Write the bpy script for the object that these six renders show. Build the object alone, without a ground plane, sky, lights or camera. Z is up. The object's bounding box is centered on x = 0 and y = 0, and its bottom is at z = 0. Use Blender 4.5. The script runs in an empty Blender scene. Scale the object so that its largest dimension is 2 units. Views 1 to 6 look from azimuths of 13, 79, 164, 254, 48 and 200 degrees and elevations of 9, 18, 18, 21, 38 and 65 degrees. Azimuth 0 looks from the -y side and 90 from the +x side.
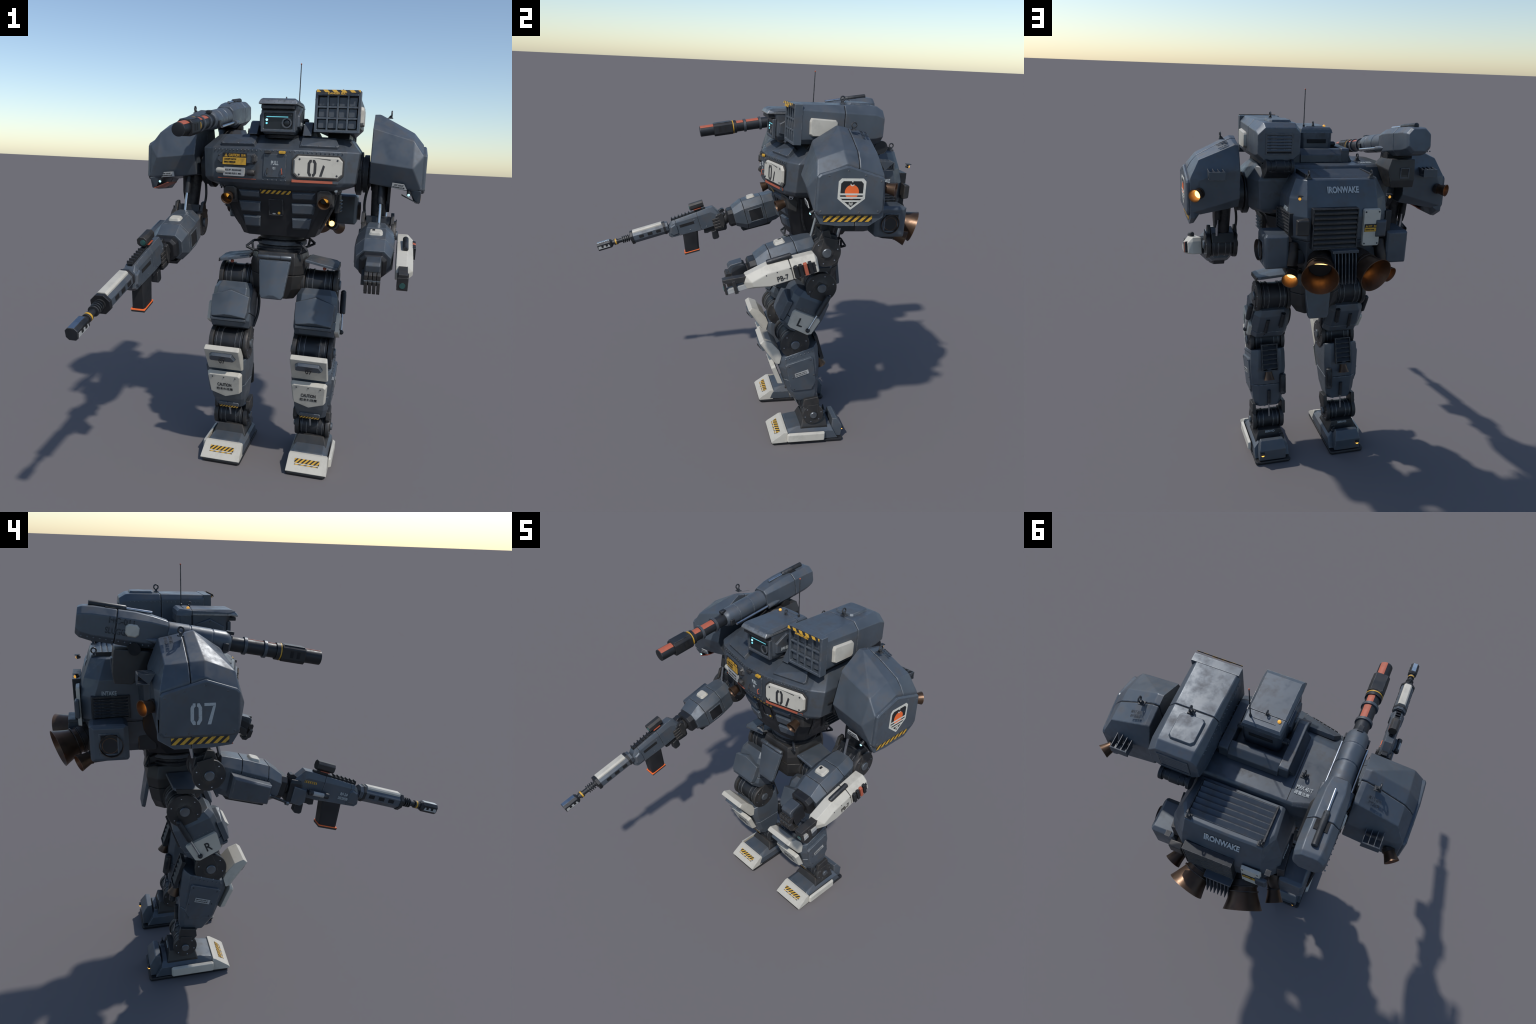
# Weathered blue-grey walking war machine: head, chest, backpack, shoulder armour, arms,
# rifle, shoulder cannon, missile box, legs and feet, built part by part.
import bpy, bmesh, math, random
from mathutils import Vector as V, Matrix as M

random.seed(7)
SC = bpy.context.scene
RAD = math.radians

# ------------------------------------------------------------------ materials
def nt_new(name):
    m = bpy.data.materials.new(name)
    m.use_nodes = True
    nt = m.node_tree
    nt.nodes.clear()
    return m, nt

def N(nt, kind, **kw):
    n = nt.nodes.new(kind)
    for k, v in kw.items():
        if k == 'inp':
            for kk, vv in v.items():
                n.inputs[kk].default_value = vv
        else:
            setattr(n, k, v)
    return n

def c4(c):
    return (c[0], c[1], c[2], 1.0)

def surface(name, base, rough=0.5, metal=0.2, mottle=0.25, grime=None, grime_amt=0.35,
            edge=None, edge_amt=0.0, rough_var=0.15, scale=7.0, bump=0.02, coat=0.0):
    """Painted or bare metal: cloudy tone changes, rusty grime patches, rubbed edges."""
    m, nt = nt_new(name)
    L = nt.links.new
    out = N(nt, 'ShaderNodeOutputMaterial')
    b = N(nt, 'ShaderNodeBsdfPrincipled')
    L(b.outputs[0], out.inputs[0])
    tc = N(nt, 'ShaderNodeTexCoord')
    n1 = N(nt, 'ShaderNodeTexNoise', inp={'Scale': scale, 'Detail': 5.0, 'Roughness': 0.6})
    n2 = N(nt, 'ShaderNodeTexNoise', inp={'Scale': scale * 2.1, 'Detail': 6.0, 'Roughness': 0.65})
    n3 = N(nt, 'ShaderNodeTexNoise', inp={'Scale': 55.0, 'Detail': 4.0, 'Roughness': 0.7})
    for n in (n1, n2, n3):
        L(tc.outputs['Object'], n.inputs['Vector'])
    r1 = N(nt, 'ShaderNodeValToRGB')
    r1.color_ramp.elements[0].position = 0.32
    r1.color_ramp.elements[1].position = 0.72
    lo = [x * (1 - mottle) for x in base]
    hi = [min(1, x * (1 + mottle)) for x in base]
    r1.color_ramp.elements[0].color = c4(lo)
    r1.color_ramp.elements[1].color = c4(hi)
    L(n1.outputs['Fac'], r1.inputs['Fac'])
    col = r1.outputs['Color']
    if grime:
        rg = N(nt, 'ShaderNodeValToRGB')
        rg.color_ramp.elements[0].position = 0.50
        rg.color_ramp.elements[1].position = 0.68
        L(n2.outputs['Fac'], rg.inputs['Fac'])
        mu = N(nt, 'ShaderNodeMath', operation='MULTIPLY', inp={1: grime_amt})
        L(rg.outputs['Color'], mu.inputs[0])
        mx = N(nt, 'ShaderNodeMix', data_type='RGBA')
        L(mu.outputs[0], mx.inputs['Factor'])
        L(col, mx.inputs[6])
        mx.inputs[7].default_value = c4(grime)
        col = mx.outputs[2]
    if edge and edge_amt > 0:
        bv = N(nt, 'ShaderNodeBevel', samples=4, inp={'Radius': 0.0045})
        ge = N(nt, 'ShaderNodeNewGeometry')
        dt = N(nt, 'ShaderNodeVectorMath', operation='DOT_PRODUCT')
        L(bv.outputs[0], dt.inputs[0])
        L(ge.outputs['True Normal'], dt.inputs[1])
        mr = N(nt, 'ShaderNodeMapRange', inp={1: 0.988, 2: 0.93, 3: 0.0, 4: 1.0})
        L(dt.outputs['Value'], mr.inputs[0])
        rn = N(nt, 'ShaderNodeValToRGB')
        rn.color_ramp.elements[0].position = 0.43
        rn.color_ramp.elements[1].position = 0.56
        L(n3.outputs['Fac'], rn.inputs['Fac'])
        me = N(nt, 'ShaderNodeMath', operation='MULTIPLY')
        L(mr.outputs[0], me.inputs[0])
        L(rn.outputs['Color'], me.inputs[1])
        me2 = N(nt, 'ShaderNodeMath', operation='MULTIPLY', inp={1: edge_amt})
        L(me.outputs[0], me2.inputs[0])
        mx = N(nt, 'ShaderNodeMix', data_type='RGBA')
        L(me2.outputs[0], mx.inputs['Factor'])
        L(col, mx.inputs[6])
        mx.inputs[7].default_value = c4(edge)
        col = mx.outputs[2]
    L(col, b.inputs['Base Color'])
    rr = N(nt, 'ShaderNodeMapRange', inp={1: 0.3, 2: 0.7, 3: max(0.05, rough - rough_var), 4: min(1, rough + rough_var)})
    L(n2.outputs['Fac'], rr.inputs[0])
    L(rr.outputs[0], b.inputs['Roughness'])
    b.inputs['Metallic'].default_value = metal
    b.inputs['Coat Weight'].default_value = coat
    if bump > 0:
        bp = N(nt, 'ShaderNodeBump', inp={'Strength': bump, 'Distance': 0.002})
        L(n3.outputs['Fac'], bp.inputs['Height'])
        L(bp.outputs[0], b.inputs['Normal'])
    return m

def glow(name, col, strength):
    m, nt = nt_new(name)
    out = N(nt, 'ShaderNodeOutputMaterial')
    b = N(nt, 'ShaderNodeBsdfPrincipled')
    nt.links.new(b.outputs[0], out.inputs[0])
    b.inputs['Base Color'].default_value = c4(col)
    b.inputs['Emission Color'].default_value = c4(col)
    b.inputs['Emission Strength'].default_value = strength
    return m

def worn_print(name, col, under, amount=0.5):
    """Stencil paint with chips that show the surface under it."""
    m, nt = nt_new(name)
    L = nt.links.new
    out = N(nt, 'ShaderNodeOutputMaterial')
    b = N(nt, 'ShaderNodeBsdfPrincipled')
    L(b.outputs[0], out.inputs[0])
    tc = N(nt, 'ShaderNodeTexCoord')
    n = N(nt, 'ShaderNodeTexNoise', inp={'Scale': 95.0, 'Detail': 4.0, 'Roughness': 0.7})
    L(tc.outputs['Object'], n.inputs['Vector'])
    r = N(nt, 'ShaderNodeValToRGB')
    r.color_ramp.elements[0].position = amount
    r.color_ramp.elements[1].position = amount + 0.08
    r.color_ramp.elements[0].color = c4(under)
    r.color_ramp.elements[1].color = c4(col)
    L(n.outputs['Fac'], r.inputs['Fac'])
    L(r.outputs[0], b.inputs['Base Color'])
    b.inputs['Roughness'].default_value = 0.6
    return m

PAINT_C = (0.076, 0.093, 0.114)
PAINT = surface('blue_grey_paint', PAINT_C, 0.46, 0.25, 0.16, (0.086, 0.080, 0.078), 0.60,
                (0.24, 0.25, 0.26), 0.75, 0.18)
CHEST = surface('dark_blue_grey_paint', (0.066, 0.079, 0.096), 0.46, 0.3, 0.20, (0.064, 0.058, 0.054), 0.7,
                (0.20, 0.195, 0.19), 0.7, 0.18)
GUN = surface('dark_gunmetal', (0.026, 0.029, 0.034), 0.48, 0.45, 0.25, (0.040, 0.033, 0.028), 0.35,
              (0.20, 0.20, 0.20), 0.5, 0.14, 10)
IRON = surface('brown_grey_iron', (0.042, 0.042, 0.043), 0.50, 0.4, 0.25, (0.055, 0.043, 0.034), 0.5,
               (0.17, 0.15, 0.13), 0.5, 0.14, 9)
BLACK = surface('black_body', (0.017, 0.018, 0.021), 0.5, 0.25, 0.25, (0.028, 0.025, 0.023), 0.4,
                (0.10, 0.10, 0.10), 0.3)
VOID = surface('deep_black', (0.006, 0.006, 0.007), 0.8, 0.0, 0.1)
WHITE = surface('off_white_paint', (0.50, 0.475, 0.415), 0.55, 0.0, 0.07, (0.30, 0.285, 0.25), 0.45,
                (0.16, 0.15, 0.14), 0.35, 0.1, 6)
STEEL = surface('bright_steel', (0.45, 0.47, 0.50), 0.28, 1.0, 0.1, None, 0, None, 0, 0.08)
BOLT = surface('bolt_steel', (0.15, 0.165, 0.18), 0.42, 0.7, 0.2, None, 0, None, 0, 0.1)
BRONZE = surface('burnt_bronze', (0.115, 0.070, 0.045), 0.42, 0.75, 0.3, (0.05, 0.035, 0.03), 0.5,
                 (0.30, 0.20, 0.13), 0.4, 0.12, 9)
SCORCH = surface('scorched_nozzle', (0.048, 0.038, 0.033), 0.48, 0.6, 0.3, (0.10, 0.06, 0.04), 0.4,
                 (0.22, 0.16, 0.12), 0.4, 0.12, 9)
ORANGE = surface('red_orange_paint', (0.42, 0.100, 0.052), 0.55, 0.0, 0.15, (0.12, 0.06, 0.05), 0.4)
VIVID = surface('vivid_orange', (0.85, 0.15, 0.03), 0.5, 0.0, 0.08)
YELLOW = surface('warning_yellow', (0.60, 0.335, 0.03), 0.55, 0.0, 0.10, (0.16, 0.10, 0.03), 0.55, None, 0, 0.1, 16)
HAZBLK = surface('warning_black', (0.011, 0.0115, 0.013), 0.55, 0.0, 0.2)
PRINTW = worn_print('worn_white_print', (0.40, 0.43, 0.44), (0.075, 0.09, 0.11), 0.34)
PRINTK = worn_print('worn_black_print', (0.022, 0.022, 0.024), (0.30, 0.29, 0.27), 0.31)
PRINTD = worn_print('faded_dark_print', (0.018, 0.022, 0.028), (0.05, 0.065, 0.085), 0.42)
LABEL = surface('label_white', (0.36, 0.365, 0.36), 0.6, 0.0, 0.06, (0.20, 0.20, 0.19), 0.5)
GLASS = surface('lens_glass', (0.010, 0.013, 0.016), 0.35, 0.0, 0.1, None, 0, None, 0, 0.05, 7, 0.0, 0.0)
EMBLEM = surface('emblem_white', (0.60, 0.59, 0.53), 0.6, 0.0, 0.05, (0.30, 0.30, 0.28), 0.3, None, 0, 0.1, 30)
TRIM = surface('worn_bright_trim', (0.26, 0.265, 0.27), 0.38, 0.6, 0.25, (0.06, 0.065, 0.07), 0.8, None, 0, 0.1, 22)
GREENGL = surface('green_lens', (0.03, 0.10, 0.09), 0.12, 0.0, 0.1, None, 0, None, 0, 0.02, 7, 0.0, 0.6)
FIRE = glow('flame_throat', (1.0, 0.50, 0.12), 6.0)
AMBER = glow('amber_lamp', (1.0, 0.50, 0.08), 1.5)
CYAN = glow('cyan_lamp', (0.16, 0.58, 0.66), 0.75)
ICE = glow('pale_cyan_lamp', (0.40, 0.85, 0.95), 1.3)
DIM = glow('dim_amber_lamp', (0.75, 0.36, 0.05), 0.7)

# ------------------------------------------------------------------ geometry kit
class Geo:
    def __init__(s, v=None, f=None):
        s.v = [V(p) for p in (v or [])]
        s.f = [tuple(q) for q in (f or [])]
    def __add__(s, o):
        n = len(s.v)
        return Geo(s.v + o.v, s.f + [tuple(i + n for i in q) for q in o.f])
    def x(s, m):
        return Geo([m @ p for p in s.v], s.f)
    def mir(s):
        return Geo([V((-p.x, p.y, p.z)) for p in s.v], [tuple(reversed(q)) for q in s.f])
    def cen(s):
        lo = [min(p[i] for p in s.v) for i in range(3)]
        hi = [max(p[i] for p in s.v) for i in range(3)]
        return V([(a + b) / 2 for a, b in zip(lo, hi)])

def from_bm(bm):
    bm.verts.ensure_lookup_table()
    bm.verts.index_update()
    g = Geo([v.co.copy() for v in bm.verts], [[v.index for v in f.verts] for f in bm.faces])
    bm.free()
    return g

def to_bm(g):
    bm = bmesh.new()
    vs = [bm.verts.new(p) for p in g.v]
    for q in g.f:
        try:
            bm.faces.new([vs[i] for i in q])
        except ValueError:
            pass
    return bm

def hull(pts):
    bm = bmesh.new()
    for p in pts:
        bm.verts.new(p)
    r = bmesh.ops.convex_hull(bm, input=bm.verts)
    bmesh.ops.delete(bm, geom=[v for v in bm.verts if not v.link_faces], context='VERTS')
    bmesh.ops.dissolve_limit(bm, angle_limit=RAD(1.5), verts=bm.verts, edges=bm.edges)
    bmesh.ops.recalc_face_normals(bm, faces=bm.faces)
    return from_bm(bm)

def loft(rings, caps=True):
    n = len(rings[0])
    vs = [V(p) for r in rings for p in r]
    fs = []
    for k in range(len(rings) - 1):
        for i in range(n):
            j = (i + 1) % n
            fs.append((k * n + i, k * n + j, (k + 1) * n + j, (k + 1) * n + i))
    if caps:
        fs.append(tuple(reversed(range(n))))
        fs.append(tuple(range((len(rings) - 1) * n, len(rings) * n)))
    g = Geo(vs, fs)
    bm = to_bm(g)
    bmesh.ops.recalc_face_normals(bm, faces=bm.faces)
    return from_bm(bm)

def prism(poly, axis, lo, hi):
    def p3(p, t):
        if axis == 'x':
            return (t, p[0], p[1])
        if axis == 'y':
            return (p[0], t, p[1])
        return (p[0], p[1], t)
    return loft([[p3(p, lo) for p in poly], [p3(p, hi) for p in poly]])

def box(x0, x1, y0, y1, z0, z1):
    return prism([(y0, z0), (y1, z0), (y1, z1), (y0, z1)], 'x', x0, x1)

def chrect(x0, x1, y0, y1, c, c2=None):
    """Rectangle with cut corners; c at the bottom corners, c2 at the top ones."""
    c2 = c if c2 is None else c2
    return [(x0 + c, y0), (x1 - c, y0), (x1, y0 + c), (x1, y1 - c2), (x1 - c2, y1), (x0 + c2, y1), (x0, y1 - c2), (x0, y0 + c)]

def basis(d, up=None):
    d = V(d).normalized()
    u = V(up) if up else (V((0, 0, 1)) if abs(d.z) < 0.9 else V((0, 1, 0)))
    a = u.cross(d).normalized()
    return a, d.cross(a).normalized(), d

def lathe(o, d, prof, n=28, closed=True):
    """Profile of (distance along d, radius)."""
    a, b, d = basis(d)
    o = V(o)
    rings = []
    for t, r in prof:
        r = max(r, 1e-5)
        rings.append([o + d * t + (a * math.cos(2 * math.pi * i / n) + b * math.sin(2 * math.pi * i / n)) * r for i in range(n)])
    return loft(rings, closed)

def cyl(p0, p1, r, n=20, r1=None):
    d = V(p1) - V(p0)
    return lathe(p0, d, [(0, r), (d.length, r if r1 is None else r1)], n)

def torus(o, d, R, r, n=24, k=10):
    a, b, d = basis(d)
    o = V(o)
    vs, fs = [], []
    for i in range(n):
        t = 2 * math.pi * i / n
        u = a * math.cos(t) + b * math.sin(t)
        for j in range(k):
            s = 2 * math.pi * j / k
            vs.append(o + u * (R + r * math.cos(s)) + d * (r * math.sin(s)))
    for i in range(n):
        for j in range(k):
            fs.append((i * k + j, ((i + 1) % n) * k + j, ((i + 1) % n) * k + (j + 1) % k, i * k + (j + 1) % k))
    return Geo(vs, fs)

def tube(pts, r, n=8, sub=6):
    """Round hose through the points (Catmull-Rom)."""
    P = [V(p) for p in pts]
    Q = []
    if len(P) > 2:
        E = [P[0] * 2 - P[1]] + P + [P[-1] * 2 - P[-2]]
        for k in range(1, len(E) - 2):
            for s in range(sub):
                t = s / sub
                p0, p1, p2, p3 = E[k - 1:k + 3]
                Q.append(0.5 * ((2 * p1) + (p2 - p0) * t + (2 * p0 - 5 * p1 + 4 * p2 - p3) * t * t + (3 * p1 - p0 - 3 * p2 + p3) * t ** 3))
        Q.append(P[-1])
    else:
        Q = P
    rings = []
    up = None
    for i, q in enumerate(Q):
        d = (Q[min(i + 1, len(Q) - 1)] - Q[max(i - 1, 0)]).normalized()
        if up is None:
            up = basis(d)[0]
        a = (up - d * up.dot(d)).normalized()
        b = d.cross(a)
        up = a
        rings.append([q + (a * math.cos(2 * math.pi * j / n) + b * math.sin(2 * math.pi * j / n)) * r for j in range(n)])
    return loft(rings)

def ball(o, r, n=16, squash=(1, 1, 1)):
    bm = bmesh.new()
    bmesh.ops.create_uvsphere(bm, u_segments=n, v_segments=n // 2 + 2, radius=r)
    g = from_bm(bm)
    return Geo([V(o) + V((p.x * squash[0], p.y * squash[1], p.z * squash[2])) for p in g.v], g.f)

def frame(o, right, up):
    r = V(right).normalized()
    u = V(up)
    u = (u - r * u.dot(r)).normalized()
    n = r.cross(u)
    m = M.Identity(4)
    for i in range(3):
        m[i][0], m[i][1], m[i][2], m[i][3] = r[i], u[i], n[i], o[i]
    return m

def plate(fr, poly, d0, d1, taper=0.0):
    """Flat plate: outline in the frame's plane, thickness from d0 to d1 along its normal; taper cuts the rim."""
    lo = [V((p[0], p[1], d0)) for p in poly]
    if taper:
        cx = sum(p[0] for p in poly) / len(poly)
        cy = sum(p[1] for p in poly) / len(poly)
        w = max(abs(p[0] - cx) for p in poly)
        h = max(abs(p[1] - cy) for p in poly)
        hi = [V((cx + (p[0] - cx) * (1 - taper / w), cy + (p[1] - cy) * (1 - taper / h), d1)) for p in poly]
    else:
        hi = [V((p[0], p[1], d1)) for p in poly]
    return loft([lo, hi]).x(fr)

def rect(w, h, cx=0, cy=0):
    return [(cx - w / 2, cy - h / 2), (cx + w / 2, cy - h / 2), (cx + w / 2, cy + h / 2), (cx - w / 2, cy + h / 2)]

def crect(w, h, c, cx=0, cy=0, c2=None):
    return chrect(cx - w / 2, cx + w / 2, cy - h / 2, cy + h / 2, c, c2)

def rim(fr, w, h, t, d0, d1, cx=0, cy=0):
    """Rectangular picture frame of bar width t."""
    def lp(i, d):
        return [(cx - w / 2 + i, cy - h / 2 + i, d), (cx + w / 2 - i, cy - h / 2 + i, d), (cx + w / 2 - i, cy + h / 2 - i, d), (cx - w / 2 + i, cy + h / 2 - i, d)]
    return loft([lp(0, d0), lp(0, d1), lp(t, d1), lp(t, d0), lp(0, d0)], False).x(fr)

def split(g, cuts, gap=0.0026):
    """Cut a closed solid along planes (point, normal), leaving a narrow open seam at each."""
    parts = [g]
    for co, no in cuts:
        no = V(no).normalized()
        nxt = []
        for q in parts:
            for sgn in (1, -1):
                bm = to_bm(q)
                r = bmesh.ops.bisect_plane(bm, geom=bm.verts[:] + bm.edges[:] + bm.faces[:], dist=1e-6,
                                           plane_co=V(co) + no * sgn * gap / 2, plane_no=no * sgn, clear_inner=True)
                ed = [e for e in r['geom_cut'] if isinstance(e, bmesh.types.BMEdge)]
                if ed:
                    bmesh.ops.contextual_create(bm, geom=ed)
                if bm.faces:
                    bmesh.ops.recalc_face_normals(bm, faces=bm.faces)
                    nxt.append(from_bm(bm))
                else:
                    bm.free()
        parts = nxt
    r = Geo()
    for q in parts:
        r = r + q
    return r

def shrink(g, d):
    """Slightly smaller copy, added as a black filler so the seams look dark."""
    c = g.cen()
    lo = V([min(p[i] for p in g.v) for i in range(3)])
    hi = V([max(p[i] for p in g.v) for i in range(3)])
    s = [1 - 2 * d / max(hi[i] - lo[i], 1e-3) for i in range(3)]
    return Geo([V([c[i] + (p[i] - c[i]) * s[i] for i in range(3)]) for p in g.v], g.f)

# ------------------------------------------------------------------ objects
WORLD = {}
def link(o, parent, mw):
    SC.collection.objects.link(o)
    WORLD[o.name] = mw
    if parent is not None:
        o.parent = parent
        o.matrix_parent_inverse = M.Identity(4)
        o.matrix_basis = WORLD[parent.name].inverted() @ mw
    else:
        o.matrix_basis = mw

def add(name, g, mat, parent, side=1, bevel=0.0025, seg=2, stuff=False, angle=13):
    if side < 0:
        g = g.mir()
    c = g.cen()
    me = bpy.data.meshes.new(name)
    me.from_pydata([p - c for p in g.v], [], g.f)
    me.validate()
    me.materials.append(mat)
    o = bpy.data.objects.new(name, me)
    link(o, parent, M.Translation(c))
    if bevel > 0:
        for p in me.polygons:
            p.use_smooth = True
        b = o.modifiers.new('edge', 'BEVEL')
        b.width = bevel
        b.segments = seg
        b.limit_method = 'ANGLE'
        b.angle_limit = RAD(angle)
        b.harden_normals = True
        b.use_clamp_overlap = True
    else:
        me.shade_smooth()
        me.set_sharp_from_angle(angle=RAD(angle))
    if stuff:
        o["kind"] = "stuff"
    return o

def rounded(name, g, mat, parent, side=1, stuff=False, angle=40):
    """Turned parts: smooth round, sharp at steps, no bevel."""
    return add(name, g, mat, parent, side, 0.0, 2, stuff, angle)

def again(src, name, mw, parent):
    o = bpy.data.objects.new(name, src.data)
    link(o, parent, mw)
    for md in src.modifiers:
        n = o.modifiers.new(md.name, md.type)
        n.width, n.segments, n.limit_method, n.angle_limit, n.harden_normals = md.width, md.segments, md.limit_method, md.angle_limit, md.harden_normals
    return o

def row(name, g, offsets, mat, parent, side=1, bevel=0.0015):
    """Repeats of one piece that share a mesh; offsets are vectors from the first."""
    first = add(name, g.x(M.Translation(V(offsets[0]))), mat, parent, side, bevel)
    base = WORLD[first.name]
    for o in offsets[1:]:
        d = V(o) - V(offsets[0])
        if side < 0:
            d.x = -d.x
        again(first, name, M.Translation(d) @ base, parent)
    return first

def text(body, fr, w, h, mat, parent, name='lettering', depth=0.0012, bold=0.022):
    cu = bpy.data.curves.new('glyphs', 'FONT')
    cu.body = body
    cu.resolution_u = 4
    cu.extrude = 0.02
    cu.offset = bold
    ob = bpy.data.objects.new('glyphs', cu)
    SC.collection.objects.link(ob)
    dg = bpy.context.evaluated_depsgraph_get()
    dg.update()
    me = bpy.data.meshes.new_from_object(ob.evaluated_get(dg))
    bpy.data.objects.remove(ob)
    bpy.data.curves.remove(cu)
    if not me.vertices:
        return None
    xs = [v.co.x for v in me.vertices]
    ys = [v.co.y for v in me.vertices]
    zs = [v.co.z for v in me.vertices]
    cx, cy = (min(xs) + max(xs)) / 2, (min(ys) + max(ys)) / 2
    sx, sy = w / (max(xs) - min(xs)), h / (max(ys) - min(ys))
    z0, z1 = min(zs), max(zs)
    g = Geo([((v.co.x - cx) * sx, (v.co.y - cy) * sy, (v.co.z - z0) / (z1 - z0) * depth) for v in me.vertices],
            [list(p.vertices) for p in me.polygons])
    bpy.data.meshes.remove(me)
    c = V((0, 0, 0))
    m2 = bpy.data.meshes.new(name)
    m2.from_pydata(g.v, [], g.f)
    m2.materials.append(mat)
    o = bpy.data.objects.new(name, m2)
    link(o, parent, fr)
    return o

def hazard(fr, w, h, n, parent, slant=1.0, back=0.0008, name='hazard_stripe', backing=True):
    """Black strip with slanting yellow bars."""
    base = None
    if backing:
        base = add(name, plate(fr, rect(w, h), 0, back), HAZBLK, parent, bevel=0)
    pitch = w / n
    bars = Geo()
    for i in range(-1, n + 1):
        x0 = -w / 2 + i * pitch
        pts = [(x0, -h / 2), (x0 + pitch * 0.52, -h / 2), (x0 + pitch * 0.52 + h * slant, h / 2), (x0 + h * slant, h / 2)]
        # clip in x to the strip
        cl = clipx(clipx(pts, -w / 2, 1), w / 2, -1)
        if len(cl) > 2:
            bars = bars + plate(fr, cl, back, back + 0.0006)
    o = add('hazard_bars', bars, YELLOW, base or parent, bevel=0, stuff=True)
    return base or o

def clipx(poly, x, sgn):
    out = []
    for i in range(len(poly)):
        a, b = poly[i], poly[(i + 1) % len(poly)]
        ia, ib = (a[0] - x) * sgn >= 0, (b[0] - x) * sgn >= 0
        if ia:
            out.append(a)
        if ia != ib:
            t = (x - a[0]) / (b[0] - a[0])
            out.append((x, a[1] + t * (b[1] - a[1])))
    return out

def bolts(pts, nrm, r, parent, mat=None, name='bolts', side=1, h=0.0025):
    g = Geo()
    for p in pts:
        g = g + lathe(p, nrm, [(-0.002, r), (h * 0.6, r), (h, r * 0.6)], 8)
    return add(name, g, mat or BOLT, parent, side, 0, stuff=True)

def line(a, b, n):
    a, b = V(a), V(b)
    return [a + (b - a) * (i / (n - 1)) for i in range(n)]

def eyelet(p, parent, d=(1, 0, 0), up=(0, 0, 1), s=1.0, mat=None):
    """Lifting eye: foot, stem and ring standing on the skin."""
    p = V(p)
    u = V(up).normalized()
    a = V(d).normalized()
    f = u.cross(a)
    g = hull([p + a * x * s + f * y * s for x in (-.014, .014) for y in (-.012, .012)] +
             [p + a * x * s + f * y * s + u * .004 * s for x in (-.012, .012) for y in (-.010, .010)])
    g = g + hull([p + a * x * s + f * y * s + u * z * s for x, z in ((-.010, .003), (.010, .003), (.005, .015), (-.005, .015)) for y in (-.005, .005)])
    g = g + torus(p + u * .0235 * s, a, .0105 * s, .0034 * s, 20, 8)
    return add('lifting_eye', g, mat or GUN, parent, bevel=0)

def nozzle(o, d, L, r0, r1, parent, side=1, mat=None, lit=True, glowmat=None, name='thruster', collar=None, steps=2, wall=0.003):
    """Bell nozzle: throat ring, hollow flared bell, glowing throat."""
    o, d = V(o), V(d).normalized()
    prof = [(0, r0 * .98)]
    k = 8
    for i in range(k + 1):
        t = i / k
        prof.append((L * t, r0 + (r1 - r0) * t ** 1.35))
    inner = [(L * (1 - i / k), (r0 + (r1 - r0) * (1 - i / k) ** 1.35) - wall) for i in range(k)]
    bell = lathe(o, d, [(L * .0, r0 - wall)] + prof + inner + [(L * .02, r0 - wall)], 36, False)
    b = rounded(name, bell, mat or BRONZE, parent, side)
    rounded('throat_blocker', lathe(o, d, [(-.02, r0 * .93), (L * .02, r0 * .93)], 28), BLACK, b, side)  # added black plug that stops the glow leaking out behind the bell
    disc = lathe(o, d, [(L * .03, .0001), (L * .03, r0 - wall)], 28, False)
    rounded('throat_glow', disc, (glowmat or FIRE) if lit else VOID, b, side)
    if collar:
        g = Geo()
        for (t, r, w) in collar:
            g = g + lathe(o, d, [(t, r * .93), (t, r), (t + w, r), (t + w, r * .93), (t, r * .93)], 36, False)
        rounded('nozzle_collar', g, SCORCH, b, side)
    return b

# ------------------------------------------------------------------ the thing
mech = bpy.data.objects.new('combat_mech', None)
mech.empty_display_size = 0.3
link(mech, None, M.Identity(4))
mech["label"] = "weathered blue-grey walking war robot with rifle, cannon and missile box"
mech["category"] = "robot"

def ring2(half):
    """Closed plan outline from a half outline (x >= 0), front to back."""
    return [(x, y) for x, y in half] + [(-x, y) for x, y in reversed(half)]

def stack(levels):
    """Loft of plan outlines: list of (z, half outline)."""
    return loft([[(x, y, z) for x, y in ring2(h)] for z, h in levels])

FRONT = lambda o: frame(o, (1, 0, 0), (0, 0, 1))
BACK = lambda o: frame(o, (-1, 0, 0), (0, 0, 1))
def SIDE(o, s):
    return frame(o, (0, s, 0), (0, 0, 1))

# ================================================================= TORSO
chest_geo = stack([
    (1.404, [(.075, .078), (.235, .116), (.275, .164), (.275, .36), (.24, .43), (.16, .46)]),
    (1.428, [(.080, .044), (.295, .096), (.340, .135), (.345, .400), (.304, .468), (.20, .492)]),
    (1.447, [(.082, .036), (.312, .092), (.360, .130), (.366, .410), (.324, .478), (.20, .497)]),
    (1.586, [(.082, .036), (.315, .096), (.372, .136), (.378, .420), (.334, .484), (.20, .502)]),
    (1.644, [(.085, .150), (.290, .172), (.325, .200), (.334, .415), (.304, .468), (.20, .487)]),
    (1.655, [(.085, .178), (.280, .196), (.312, .218), (.320, .395), (.292, .447), (.20, .478)])])
torso = add('torso', chest_geo, CHEST, mech, bevel=.005)
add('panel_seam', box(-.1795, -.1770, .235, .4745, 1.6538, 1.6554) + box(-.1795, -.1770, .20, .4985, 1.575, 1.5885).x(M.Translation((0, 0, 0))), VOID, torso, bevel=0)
# horizontal seam on the flanks
for s in (1, -1):
    add('panel_seam', box(.3715, .3762, .16, .36, 1.515, 1.518), VOID, torso, s, 0)

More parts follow.
